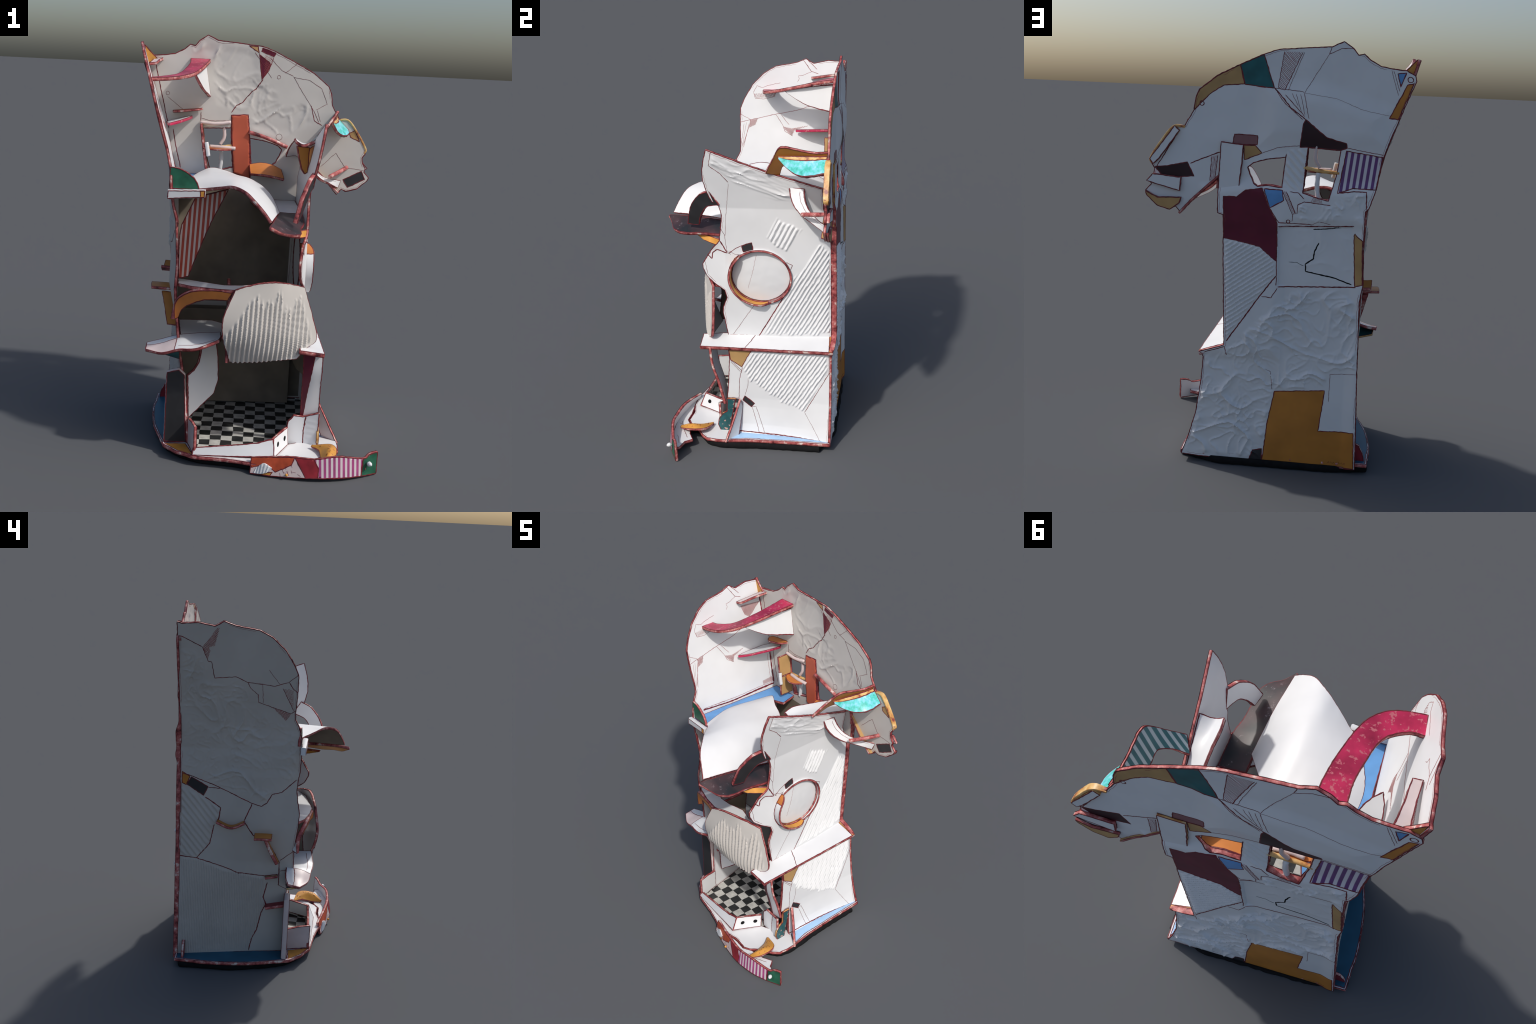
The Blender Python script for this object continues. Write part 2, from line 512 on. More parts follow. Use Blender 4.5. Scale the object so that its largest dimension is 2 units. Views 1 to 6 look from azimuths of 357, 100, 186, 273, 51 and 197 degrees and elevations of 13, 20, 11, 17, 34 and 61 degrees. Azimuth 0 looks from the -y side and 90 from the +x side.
def loft(rows, N=40):
    """surface through several edge curves; returns S(u,v) in lengths plus its size (Lu,Lv)"""
    R = []
    for r in rows:
        r = A_(r, float); d = np.r_[0, np.cumsum(np.linalg.norm(np.diff(r, axis=0), axis=1))]
        fine = catmull(r, np.linspace(0, 1, 200))
        d = np.r_[0, np.cumsum(np.linalg.norm(np.diff(fine, axis=0), axis=1))]; d /= d[-1]
        tt = np.linspace(0, 1, N)
        R.append(np.stack([np.interp(tt, d, fine[:, k]) for k in range(3)], 1))
    R = A_(R)
    Lu = np.mean([np.linalg.norm(np.diff(r, axis=0), axis=1).sum() for r in R])
    Lv = np.mean(np.linalg.norm(np.diff(R, axis=0), axis=2).sum(0))
    def S(u, v):
        u = np.asarray(u, float)/Lu; v = np.asarray(v, float)/Lv
        C = catmull(R, v)                       # (k,N,3)
        x = np.clip(u, 0, 1)*(N-1); i = np.minimum(x.astype(int), N-2); f = (u*(N-1)-i)[:, None]
        k = np.arange(len(u))
        return C[k, i]*(1-f)+C[k, i+1]*f
    return S, Lu, Lv

def sheet(name, rows, shape=None, **kw):
    """slab lofted through edge curves; `shape` is an outline in unit (u,v), default the full square"""
    S, Lu, Lv = loft(rows)
    sh = A_(shape if shape is not None else [(0, 0), (1, 0), (1, 1), (0, 1)], float)*A_((Lu, Lv))
    for key in ('fieldsA', 'fieldsB'):
        if key in kw: kw[key] = [(A_(f[0], float)*A_((Lu, Lv)),)+tuple(f[1:]) for f in kw[key]]
    sl = Slab(name, S, sh, **kw)
    sl.Lu, sl.Lv = Lu, Lv
    return sl

def plane_map(o, U, V):
    o, U, V = A_(o, float), A_(U, float), A_(V, float)
    return lambda u, v: o+np.asarray(u)[:, None]*U+np.asarray(v)[:, None]*V

def rod(name, pts, r, mat, parent=None, seg=10, seed=0):
    """hand-rolled clay coil through points"""
    P = catmull(A_(pts, float), np.linspace(0, 1, max(8, 6*len(pts))))
    n = len(P); tg = np.gradient(P, axis=0); tg /= np.linalg.norm(tg, axis=1, keepdims=True)
    ref = A_((0, 0, 1.)) if abs(tg[0][2]) < .8 else A_((1., 0, 0))
    verts, faces = [], []
    rr = r if np.ndim(r) else np.full(n, r)
    rr = np.interp(np.linspace(0, 1, n), np.linspace(0, 1, len(rr)), rr)
    for i in range(n):
        a = np.cross(tg[i], ref); a /= np.linalg.norm(a); b = np.cross(a, tg[i])
        for k in range(seg):
            th = 2*math.pi*k/seg
            w = rr[i]*(1+.14*float(noise2(i*.5+seed, k*.7, seed)))
            verts.append(P[i]+w*(math.cos(th)*a+math.sin(th)*b))
    for i in range(n-1):
        for k in range(seg):
            faces.append([i*seg+k, i*seg+(k+1) % seg, (i+1)*seg+(k+1) % seg, (i+1)*seg+k])
    faces.append(list(range(seg))[::-1]); faces.append([(n-1)*seg+k for k in range(seg)])
    return make_object(name, verts, faces, [mat], None, parent)

# ================================================================== BACK WALL (horse-head silhouette)
YB = .4475
back_outline = [(-.270,1.998),(-.219,1.974),(-.162,1.970),(.011,1.955),(.077,1.932),(.180,1.884),(.280,1.833),(.361,1.769),
 (.376,1.733),(.384,1.677),(.404,1.641),(.424,1.607),(.474,1.602),(.514,1.557),(.553,1.503),(.580,1.455),(.573,1.429),(.559,1.409),
 (.565,1.379),(.580,1.355),(.575,1.335),(.602,1.306),(.592,1.287),(.543,1.245),(.484,1.230),(.460,1.240),(.436,1.211),(.386,1.268),
 (.319,1.332),(.263,1.382),(.262,1.224),(.235,1.215),(.231,1.117),(.232,1.097),(.220,.765),(.214,.599),(.330,.558),(.313,.532),
 (.321,.412),(.344,.249),(.377,.124),(.410,.032),(.249,.024),(.081,.017),(-.140,.014),(-.430,.027),(-.421,.291),(-.413,.503),
 (-.409,.657),(-.403,.847),(-.416,.923),(-.406,1.137),(-.406,1.156),(-.405,1.263),(-.421,1.280),(-.448,1.367),(-.469,1.502),
 (-.474,1.518),(-.500,1.600),(-.530,1.678),(-.562,1.767),(-.591,1.843),(-.586,1.865),(-.547,1.885),(-.490,1.890),(-.436,1.899),
 (-.387,1.925),(-.360,1.949),(-.335,1.943),(-.311,1.971)]
window_left = [(-.135,1.537),(-.282,1.530),(-.276,1.479),(-.269,1.423),(-.250,1.347),(-.239,1.303),(-.196,1.311),(-.122,1.333),(-.127,1.445)]
window_right = [(-.040,1.505),(-.037,1.488),(.050,1.475),(.109,1.456),(.134,1.435),(.123,1.406),(.102,1.364),(.085,1.351),(.042,1.358),(-.027,1.351),(-.030,1.401)]

crest = [(.384,1.677),(.376,1.733),(.361,1.769),(.280,1.833),(.180,1.884),(.160,1.801),(.252,1.792),(.310,1.755),(.349,1.715)]
teal = [(.180,1.884),(.077,1.932),(.026,1.789),(.082,1.791),(.157,1.800)]
black_tri = [(-.120,1.659),(-.218,1.583),(-.305,1.561),(-.308,1.542),(-.282,1.530),(-.135,1.537),(-.099,1.536),(-.111,1.639)]
lip = [(.559,1.416),(.505,1.422),(.410,1.444),(.377,1.382),(.470,1.374),(.528,1.381)]
rose = [(.198,1.580),(.092,1.578),(.093,1.537),(.204,1.534)]
tan_small = [(.154,1.532),(.101,1.533),(.070,1.501),(.149,1.467)]
purple = [(-.307,1.529),(-.468,1.508),(-.445,1.364),(-.344,1.365),(-.277,1.340)]
maroon = [(.237,1.300),(.177,1.300),(.137,1.332),(.061,1.346),(.031,1.264),(-.012,1.193),(-.016,1.020),(-.013,1.016),(.063,1.078),(.160,1.098),(.230,1.109)]
blue = [(.054,1.343),(-.029,1.341),(-.038,1.295),(.024,1.258)]
recess = [(-.018,1.173),(-.358,1.192),(-.372,.935),(-.370,.919),(-.027,.899),(-.016,1.149)]
blue_tri = [(-.509,1.872),(-.546,1.876),(-.524,1.816)]
ochre_strip = [(-.554,1.826),(-.582,1.834),(-.524,1.676),(-.485,1.679)]
tan_edge = [(-.366,1.160),(-.384,1.141),(-.403,1.129),(-.412,.927),(-.378,.917),(-.362,1.150)]
ochre_L = [(-.032,.384),(-.269,.406),(-.247,.202),(-.414,.209),(-.424,.030),(.016,.018),(-.004,.231)]
black_foot = [(.081,.022),(.063,.078),(.018,.089),(.018,.019)]
ribs_back = [(.229,1.105),(.115,1.093),(.063,1.078),(-.009,1.019),(-.012,.945),(.205,.631),(.215,.657)]
folds_low = [(.204,.596),(-.014,.812),(-.100,.886),(-.326,.902),(-.396,.832),(-.411,.518),(-.290,.493),(-.265,.412),(-.032,.385),(.023,.032),(.399,.039),(.314,.445),(.309,.532)]
folds_mid = [(-.102,1.279),(-.131,1.294),(-.250,1.287),(-.294,1.336),(-.404,1.355),(-.408,1.276),(-.399,1.222),(-.143,1.187),(-.081,1.224)]
pillar_back = [(-.044,1.525),(-.134,1.533),(-.121,1.333),(-.029,1.354)]
# inner face
pillar_in = [(-.139,1.602),(-.050,1.609),(-.041,1.521),(-.026,1.273),(-.117,1.302),(-.133,1.446)]
in_maroon = [(-.007,1.915),(.003,1.908),(.048,1.876),(.053,1.861),(.013,1.790)]
in_maroon2 = [(.009,1.948),(.078,1.925),(.066,1.907),(.002,1.931)]
in_ochre = [(-.062,1.955),(-.015,1.953),(-.009,1.923)]
in_black = [(.465,1.290),(.562,1.340),(.582,1.297),(.493,1.249)]
in_tan = [(.484,1.537),(.512,1.552),(.540,1.495),(.49,1.515)]
in_folds = [(-.391,1.915),(-.316,1.972),(-.222,1.969),(-.058,1.954),(-.001,1.919),(.013,1.790),(.069,1.769),(.139,1.663),(.27,1.70),(.30,1.57),(.225,1.53),(.133,1.481),(-.038,1.521),(-.051,1.623),(-.138,1.619),(-.226,1.647),(-.246,1.770),(-.250,1.869)]

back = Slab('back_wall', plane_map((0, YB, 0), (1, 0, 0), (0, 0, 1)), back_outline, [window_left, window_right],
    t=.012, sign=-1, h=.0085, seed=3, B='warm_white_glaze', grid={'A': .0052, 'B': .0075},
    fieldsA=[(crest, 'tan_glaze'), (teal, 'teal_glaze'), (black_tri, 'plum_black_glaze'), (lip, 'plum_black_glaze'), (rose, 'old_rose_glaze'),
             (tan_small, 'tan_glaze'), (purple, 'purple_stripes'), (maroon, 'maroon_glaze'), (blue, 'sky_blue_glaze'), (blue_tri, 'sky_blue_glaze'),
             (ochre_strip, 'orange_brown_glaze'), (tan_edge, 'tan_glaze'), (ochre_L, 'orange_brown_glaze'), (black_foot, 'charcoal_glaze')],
    fieldsB=[([(-.40,.60),(.20,.60),(.205,1.16),(.08,1.16),(-.09,1.25),(-.40,1.27)], 'raw_clay', 'noline'), ([(-.41,.06),(.30,.06),(.30,.575),(-.40,.575)], 'raw_clay', 'noline'), (pillar_in, 'terracotta_glaze'), (in_maroon, 'maroon_glaze'), (in_maroon2, 'maroon_glaze'), (in_ochre, 'tan_glaze'), (in_black, 'charcoal_glaze'), (in_tan, 'tan_glaze')],  # first two fields paint room shade onto the inner face
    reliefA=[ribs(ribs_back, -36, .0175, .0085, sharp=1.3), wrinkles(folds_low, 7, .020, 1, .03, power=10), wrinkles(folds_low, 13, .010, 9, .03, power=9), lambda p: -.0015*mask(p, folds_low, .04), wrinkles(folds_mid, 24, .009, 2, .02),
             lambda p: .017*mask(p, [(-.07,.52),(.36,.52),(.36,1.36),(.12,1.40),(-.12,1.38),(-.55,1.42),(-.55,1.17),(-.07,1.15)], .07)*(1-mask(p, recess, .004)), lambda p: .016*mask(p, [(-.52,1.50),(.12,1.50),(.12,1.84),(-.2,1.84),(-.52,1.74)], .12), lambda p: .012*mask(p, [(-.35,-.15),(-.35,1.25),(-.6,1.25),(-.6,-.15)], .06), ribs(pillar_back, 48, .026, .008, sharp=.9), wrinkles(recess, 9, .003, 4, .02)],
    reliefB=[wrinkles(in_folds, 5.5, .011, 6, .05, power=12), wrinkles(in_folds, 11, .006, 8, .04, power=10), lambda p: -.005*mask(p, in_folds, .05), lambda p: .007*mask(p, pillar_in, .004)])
for pts, w in [([(.157,1.800),(.026,1.789),(-.101,1.779),(-.108,1.773)], .003), ([(-.108,1.773),(-.208,1.943)], .002), ([(.026,1.789),(.003,1.768),(-.052,1.707),(-.120,1.659)], .005),
      ([(.013,1.774),(-.025,1.725),(-.107,1.658)], .003), ([(-.108,1.773),(-.134,1.662)], .0025), ([(-.308,1.542),(-.471,1.518)], .003), ([(.070,1.501),(-.001,1.530),(-.099,1.542)], .0025),
      ([(.396,1.438),(.350,1.460),(.257,1.498)], .005), ([(.300,1.476),(.303,1.363)], .003), ([(.270,1.484),(.280,1.377)], .003), ([(.552,1.416),(.447,1.587)], .004),
      ([(-.024,1.763),(-.116,1.671)], .003), ([(-.053,1.770),(-.084,1.715)], .002), ([(-.072,1.768),(-.099,1.690)], .002), ([(-.092,1.769),(-.115,1.678)], .002),
      ([(-.219,1.974),(-.208,1.943),(-.264,1.970),(-.311,1.970)], .003), ([(-.481,1.885),(-.517,1.778)], .002), ([(-.490,1.883),(-.522,1.797)], .002),
      ([(-.049,1.336),(-.094,1.238)], .004), ([(-.029,1.341),(-.081,1.231),(-.079,1.200)], .003), ([(-.063,1.336),(-.103,1.332),(-.130,1.307)], .004),
      ([(.024,1.258),(-.019,1.193),(-.169,1.192)], .004), ([(-.100,1.238),(-.102,1.279),(-.131,1.294),(-.250,1.284)], .004), ([(-.287,1.342),(-.352,1.352),(-.407,1.352),(-.409,1.273)], .005),
      ([(-.016,.945),(.054,.846),(.204,.619)], .006), ([(-.026,.893),(-.384,.913)], .006), ([(.047,.845),(.002,.842),(-.026,.889)], .004), ([(.309,.556),(.211,.591),(.202,.549)], .004),
      ([(-.020,.392),(-.009,.479),(.018,.492)], .002), ([(-.289,.351),(-.290,.489),(-.412,.499)], .002), ([(-.163,1.188),(-.202,1.207),(-.255,1.197)], .002),
      ([(-.016,1.175),(-.36,1.194)], .005), ([(-.012,1.17),(-.020,.90)], .004), ([(.204,1.525),(.255,1.542)], .003), ([(-.108,1.773),(-.25,1.755),(-.37,1.71),(-.485,1.69)], .0012)]:
    back.ink('A', pts, w)
for pts, w in [([(-.206,1.110),(-.186,1.064),(-.184,1.034),(-.149,1.006),(-.151,.973),(-.213,.962),(-.280,.951),(-.365,.923)], .006), ([(-.142,.998),(-.109,1.012),(-.072,1.012)], .002), ([(-.177,1.169),(-.256,1.177),(-.309,1.187)], .005)]:
    back.ink('A', pts, w, mat='felt_underside')
back.hatch('A', [(-.012,1.948),(-.093,1.948),(-.020,1.780),(.010,1.787)], 48, .006, width=.0022)
back.ink('A', [(-.012,1.948),(.010,1.787)], .003); back.ink('A', [(-.093,1.948),(-.020,1.780)], .003); back.ink('A', [(-.10,1.948),(-.035,1.78)], .002)
back.hatch('A', [(.300,1.476),(.303,1.363),(.280,1.377),(.270,1.484)], 80, .005, width=.002)
back.hatch('A', [(-.029,1.341),(-.049,1.336),(-.098,1.238),(-.081,1.231)], -60, .005, width=.002)
back.hatch('A', [(-.17,1.317),(-.20,1.316),(-.215,1.290),(-.155,1.292)], 70, .005, width=.002)
for cx, cz, r in [(.349,1.709,.010), (.172,1.497,.008), (-.565,1.848,.012), (-.062,1.20,.008)]:
    back.ink('A', [(cx+r*math.cos(a), cz+r*math.sin(a)) for a in np.linspace(0, 6.283, 14)[:-1]], .004, closed=True)
# little signature scribble on the brown field
x = -.300
for k in range(7):
    back.ink('A', [(x, .043+.004*(k % 2)), (x-.006, .053), (x-.009, .044)], .0018, mat='ink'); x -= .0125
for pts, w in [([(.017,1.790),(-.016,1.742),(-.039,1.725),(-.084,1.669),(-.115,1.652),(-.139,1.615)], .005), ([(-.008,1.923),(.009,1.789)], .003), ([(.070,1.911),(.046,1.837),(.009,1.786)], .003),
      ([(.051,1.899),(.113,1.840),(.174,1.813)], .002), ([(.174,1.813),(.213,1.752),(.287,1.646)], .002), ([(.174,1.809),(.258,1.797),(.324,1.758),(.357,1.681),(.299,1.647)], .002),
      ([(.190,1.879),(.130,1.826)], .002), ([(.287,1.646),(.319,1.585)], .003), ([(.307,1.647),(.327,1.589)], .002), ([(.343,1.354),(.419,1.430),(.473,1.355),(.580,1.343)], .002),
      ([(-.471,1.682),(-.383,1.616)], .002), ([(-.295,1.581),(-.239,1.568),(-.144,1.572)], .002), ([(-.290,1.550),(-.147,1.564)], .004), ([(-.296,1.612),(-.297,1.534),(-.281,1.415),(-.250,1.320)], .004),
      ([(.274,1.669),(.295,1.592),(.337,1.570)], .004), ([(-.439,1.519),(-.417,1.409),(-.394,1.318)], .005), ([(-.03,1.925),(.06,1.80)], .002), ([(-.54,1.87),(-.46,1.52)], .005)]:
    back.ink('B', pts, w)
for cx, cz, r in [(.098,1.806,.009), (-.47,1.70,.009), (.115,1.50,.016)]:
    back.ink('B', [(cx+r*math.cos(a), cz+r*math.sin(a)) for a in np.linspace(0, 6.283, 14)[:-1]], .002, closed=True)
back.hatch('B', [(.02,1.915),(.066,1.905),(.046,1.837),(.02,1.80)], 60, .006, width=.002)
back.double_line('A', seed=4)
back.double_line('B', seed=9)
BACK = back.finish()

def plate(name, poly, y0, y1, mat, side_mat='red_clay_rim', parent=BACK, **kw):
    """flat applied piece lying on the back wall between depths y0 (inner) and y1 (outer)"""
    return Slab(name, plane_map((0, y1, 0), (1, 0, 0), (0, 0, 1)), poly, t=y1-y0, sign=-1, h=.010, A=mat, B=mat, rim=side_mat, parent=parent, **kw).finish()

plate('jaw_piece', [(.566,1.384),(.436,1.374),(.441,1.314),(.594,1.352)], YB+.001, YB+.016, 'white_glaze', seed=31)
plate('jaw_piece', [(.600,1.304),(.543,1.278),(.434,1.282),(.444,1.256),(.484,1.226),(.543,1.241),(.590,1.284)], YB+.001, YB+.013, 'tan_glaze', seed=32)
plate('nose_piece', [(.468,1.604),(.580,1.453),(.566,1.430),(.540,1.455),(.447,1.585)], YB+.001, YB+.012, 'white_glaze', 'ochre_rim', seed=33)
sheet('nose_rim', face=(1,0,.5), rows=[[(.424,.452,1.607),(.476,.455,1.606),(.530,.455,1.542),(.582,.455,1.458),(.574,.455,1.43)], [(.424,.436,1.607),(.476,.432,1.606),(.530,.432,1.542),(.580,.433,1.458),(.572,.436,1.43)]],
      t=.010, sign=-1, h=.010, A='ochre_rim', B='ochre_rim', rim='ochre_rim', parent=BACK, border=0, seed=34).finish()
sheet('chin_rim', face=(1,0,-1), rows=[[(.262,.452,1.384),(.319,.455,1.331),(.386,.455,1.266),(.438,.455,1.207)], [(.262,.425,1.384),(.319,.415,1.331),(.386,.410,1.266),(.440,.408,1.222)]],
      t=.009, sign=1, h=.010, A='pinkish_white_glaze', B='tan_glaze', parent=BACK, border=.002, seed=35).finish()
plate('strap_panel', [(.255,1.542),(.156,1.534),(.160,1.450),(.170,1.337),(.225,1.324),(.237,1.286),(.249,1.226),(.262,1.226),(.261,1.385)], YB+.001, YB+.010, 'white_glaze', 'ochre_rim', seed=36)

# window bars and reveals
rod('window_bar', [(-.120,.440,1.446),(-.196,.438,1.434),(-.280,.440,1.428)], .009, 'ochre_rim', BACK, seed=1)
rod('window_bar', [(-.174,.444,1.545),(-.171,.442,1.487),(-.192,.440,1.448)], .009, 'pinkish_white_glaze', BACK, seed=2)
rod('window_bar', [(-.187,.442,1.425),(-.183,.442,1.369),(-.189,.442,1.305)], .011, 'white_glaze', BACK, seed=3)
rod('window_bar', [(-.245,.418,1.438),(-.18,.412,1.436),(-.112,.418,1.432)], .010, 'pinkish_white_glaze', BACK, seed=4)
rod('window_bar', [(-.044,.425,1.520),(.05,.420,1.494),(.160,.425,1.450)], .010, 'red_clay_rim', BACK, seed=5)
rod('window_bar', [(-.300,.425,1.560),(-.22,.420,1.556),(-.14,.425,1.566)], .009, 'pinkish_white_glaze', BACK, seed=6)
Slab('window_shelf', plane_map((0, 0, 1.431), (1, 0, 0), (0, 1, 0)), rounded([(-.272,.43),(-.272,.395),(-.20,.352),(-.145,.375),(-.125,.43)], .25, 2), t=.008, h=.010, A='orange_glaze', B='tan_glaze', parent=BACK, border=.002, seed=41).finish()
for z0, z1 in ((1.320, 1.430), (1.437, 1.555)):
    Slab('window_jamb', lambda u, v: np.stack([-.286+.14*(1.56-v)+0*u, u, v], 1),
         [(.352, z0), (.436, z0), (.436, z1), (.352, z1)], t=.012, sign=1, h=.010, A='tan_glaze', B='white_glaze', parent=BACK, border=.003, seed=42).finish()
rod('window_peg', [(-.262,.345,1.465),(-.255,.343,1.43),(-.250,.345,1.395)], .010, 'white_glaze', BACK, seed=7)
sheet('window_sill', face=(0,-.5,1), rows=[[(-.034,.436,1.352),(.03,.436,1.362),(.09,.436,1.352),(.135,.436,1.332)], [(-.030,.340,1.315),(.035,.300,1.318),(.10,.305,1.308),(.145,.33,1.295)]],
      t=.012, sign=-1, h=.012, A='orange_glaze', B='tan_glaze', parent=BACK, seed=43).finish()

# ================================================================== LEFT WALL
zf = [.03,.13,.25,.38,.5,.58,.7,.83,.94,1.05,1.16,1.22,1.3,1.38,1.47,1.6,1.73,1.9,2.0]
xf = [-.303,-.31,-.318,-.333,-.354,-.363,-.374,-.384,-.378,-.378,-.386,-.403,-.414,-.418,-.439,-.476,-.509,-.553,-.58]
zb = [.03,.29,.5,.66,.85,1.05,1.26,1.37,1.52,1.68,1.84,1.95]
xb = [-.43,-.421,-.413,-.409,-.41,-.41,-.415,-.446,-.478,-.532,-.58,-.61]
def XL(y, z):
    t = np.clip((np.asarray(y)+.17)/.61, 0, 1)
    b = .026*np.sin(np.pi*np.clip((np.asarray(y)+.19)/.45, 0, 1)**.8)*np.clip((np.asarray(z)-.62)/.2, 0, 1)*np.clip((1.32-np.asarray(z))/.2, 0, 1)
    return (1-t)*np.interp(z, zf, xf)+t*np.interp(z, zb, xb)-b
left_outline = [(.442,1.931),(.421,1.924),(.342,1.932),(.262,1.917),(.217,1.942),(.159,1.922),(.045,1.905),(-.018,1.872),(-.086,1.808),(-.130,1.737),(-.155,1.678),(-.155,1.583),(-.150,1.491),(-.151,1.441),
 (-.172,1.399),(-.190,1.337),(-.193,1.260),(-.193,1.201),(-.191,1.146),(-.185,1.111),(-.181,1.046),(-.189,.979),(-.202,.912),(-.199,.836),(-.185,.707),(-.187,.583),(-.152,.573),(-.160,.461),(-.150,.389),(-.164,.266),(-.178,.089),(-.180,.040),(.440,.040),(.440,1.3)]
ribs_l1 = [(.437,1.043),(.304,.982),(.219,.925),(.231,.844),(.249,.828),(.275,.717),(.317,.659),(.345,.630),(.437,.642)]
ribs_l2 = [(.437,.638),(.323,.627),(.190,.568),(-.032,.526),(-.045,.484),(-.030,.397),(-.043,.354),(-.024,.284),(-.002,.190),(.038,.060),(.383,.047),(.436,.107)]
folds_l = [(.442,1.803),(.324,1.808),(.262,1.651),(.142,1.664),(.090,1.612),(.036,1.531),(-.104,1.432),(-.173,1.371),(-.19,1.245),(-.185,1.111),(-.095,1.027),(-.005,.955),(.234,1.042),(.434,1.115)]
left = Slab('left_wall', lambda y, z: np.stack([XL(y, z), y, z], 1), left_outline, t=.012, sign=-1, h=.009, seed=5, A='shaded_white_glaze', grid={'A': .0052, 'B': .014},
    fieldsA=[([(.430,1.123),(.389,1.097),(.408,1.049),(.430,1.059)], 'orange_brown_glaze'), ([(.381,1.095),(.291,1.043),(.315,.993),(.405,1.052)], 'charcoal_glaze')],
    fieldsB=[],
    reliefA=[ribs(ribs_l1, 52, .027, .008, sharp=.8), ribs(ribs_l2, 86, .0135, .006), wrinkles(folds_l, 8, .010, 21, .05, power=8), wrinkles(folds_l, 19, .005, 25, .04, power=7)])
for pts, w in [([(.447,1.864),(.416,1.859),(.324,1.812)], .004), ([(.324,1.812),(.294,1.737),(.278,1.735),(.262,1.651),(.155,1.663),(.097,1.635),(.027,1.630),(-.037,1.622),(-.106,1.645),(-.155,1.688)], .0035),
      ([(.097,1.635),(.083,1.605),(.044,1.572),(.040,1.530),(-.029,1.506),(-.128,1.475),(-.147,1.491)], .003), ([(.023,1.629),(.017,1.525)], .002), ([(-.079,1.613),(-.140,1.490)], .003), ([(-.110,1.646),(-.127,1.616),(-.157,1.590)], .004),
      ([(.434,1.115),(.377,1.099),(.234,1.045),(.169,1.018),(.053,.969),(.002,.954),(-.026,.975),(-.052,1.025),(-.101,1.035),(-.177,1.107)], .005), ([(.052,.967),(.091,.867)], .006),
      ([(.307,.985),(.220,.929),(.231,.856),(.158,.825),(.091,.863),(.037,.784),(-.057,.789)], .006), ([(.252,.832),(.275,.717),(.345,.630)], .005),
      ([(.444,.642),(.345,.630),(.264,.606),(.198,.584),(.116,.550),(-.032,.535),(-.105,.546)], .005), ([(-.036,.764),(-.109,.621),(-.112,.477)], .005), ([(-.112,.633),(-.186,.695)], .004),
      ([(-.049,.493),(-.030,.397),(-.047,.354),(-.023,.302),(-.002,.190),(.023,.138),(.038,.056)], .006), ([(-.105,.482),(-.158,.452)], .003), ([(-.115,.567),(-.185,.583)], .004), ([(-.005,1.708),(-.066,1.630)], .002), ([(.291,1.039),(.227,1.038)], .004)]:
    left.ink('A', pts, w)
left.hatch('A', [(.247,1.914),(.239,1.908),(.262,1.818),(.290,1.810),(.284,1.791),(.297,1.747),(.324,1.808)], 60, .006, True, .002)
left.hatch('A', [(-.083,1.610),(-.134,1.606),(-.140,1.490)], 20, .006, False, .002)
left.hatch('A', [(-.029,1.506),(-.128,1.475),(-.104,1.432)], 60, .006, True, .002)
for pts, w in [([(-.157,1.600),(-.052,1.623),(.045,1.642),(.174,1.664),(.270,1.694)], .0028), ([(-.158,1.647),(-.092,1.612),(-.139,1.469)], .002), ([(-.133,1.593),(-.147,1.484)], .0015), ([(-.104,1.593),(-.134,1.461)], .002), ([(-.12,1.60),(-.142,1.47)], .0015),
      ([(.050,1.642),(.091,1.584),(.104,1.550),(.150,1.523)], .002), ([(.078,1.642),(.128,1.584)], .002), ([(.200,1.938),(.249,1.873),(.289,1.861)], .003), ([(.224,1.938),(.281,1.884)], .003), ([(.170,1.817),(.180,1.835),(.175,1.85),(.205,1.855),(.249,1.873)], .002),
      ([(-.082,1.762),(-.063,1.800),(-.03,1.79),(.010,1.803),(.074,1.814)], .002), ([(-.082,1.762),(-.070,1.731),(-.02,1.727),(.036,1.738),(.051,1.765)], .002),
      ([(-.11,1.325),(.129,1.315),(.316,1.318),(.415,1.315)], .002), ([(-.12,1.318),(.094,1.300),(.30,1.305),(.425,1.305)], .009), ([(.428,1.50),(.425,1.31)], .009), ([(.405,1.50),(.405,1.31)], .002), ([(.43,1.9),(.428,1.6)], .007)]:
    left.ink('B', pts, w, mat='ink' if w > .004 else 'fine_ink')
left.hatch('B', [(.091,1.577),(.144,1.565),(.257,1.583),(.161,1.554),(.145,1.523),(.108,1.554)], 30, .005, True, .002)
left.hatch('B', [(-.082,1.758),(.047,1.765),(.044,1.738),(-.070,1.730)], 60, .006, False, .002)
left.hatch('B', [(-.100,1.612),(-.052,1.622),(-.067,1.585),(-.104,1.569)], 50, .005, True, .002)
left.hatch('B', [(.271,1.813),(.424,1.801),(.382,1.771),(.328,1.733),(.294,1.755)], 40, .0055, True, .0025)
left.hatch('B', [(.34,1.32),(.34,1.345),(.42,1.35),(.42,1.32)], 50, .006, True, .002)
left.double_line('A', seed=4)
left.double_line('B', seed=9)
LEFT = left.finish()

def ledge(name, pts_yz, depth, top, t=.012, parent=LEFT, seed=50):
    """thin shelf following a crack on the outer left wall"""
    inner = [(float(XL(y, z))+.006, y, z) for y, z in pts_yz]
    outer = [(float(XL(y, z))-depth, y, z+.004) for y, z in pts_yz]
    return sheet(name, [inner, outer], face=(0,0,1), t=t, h=.010, A=top, B='red_clay_rim', parent=parent, border=.002, seed=seed).finish()
ledge('crack_ledge', [(.030,.800),(-.010,.802),(-.062,.800)], .088, 'orange_brown_glaze', seed=51)
ledge('crack_ledge', [(-.040,.772),(-.070,.70),(-.105,.628)], .042, 'orange_brown_glaze', .018, seed=52)
ledge('crack_ledge', [(.235,.862),(.160,.838),(.091,.868)], .045, 'orange_brown_glaze', seed=53)
ledge('crack_ledge', [(-.036,.530),(-.102,.541)], .020, 'tan_glaze', seed=54)
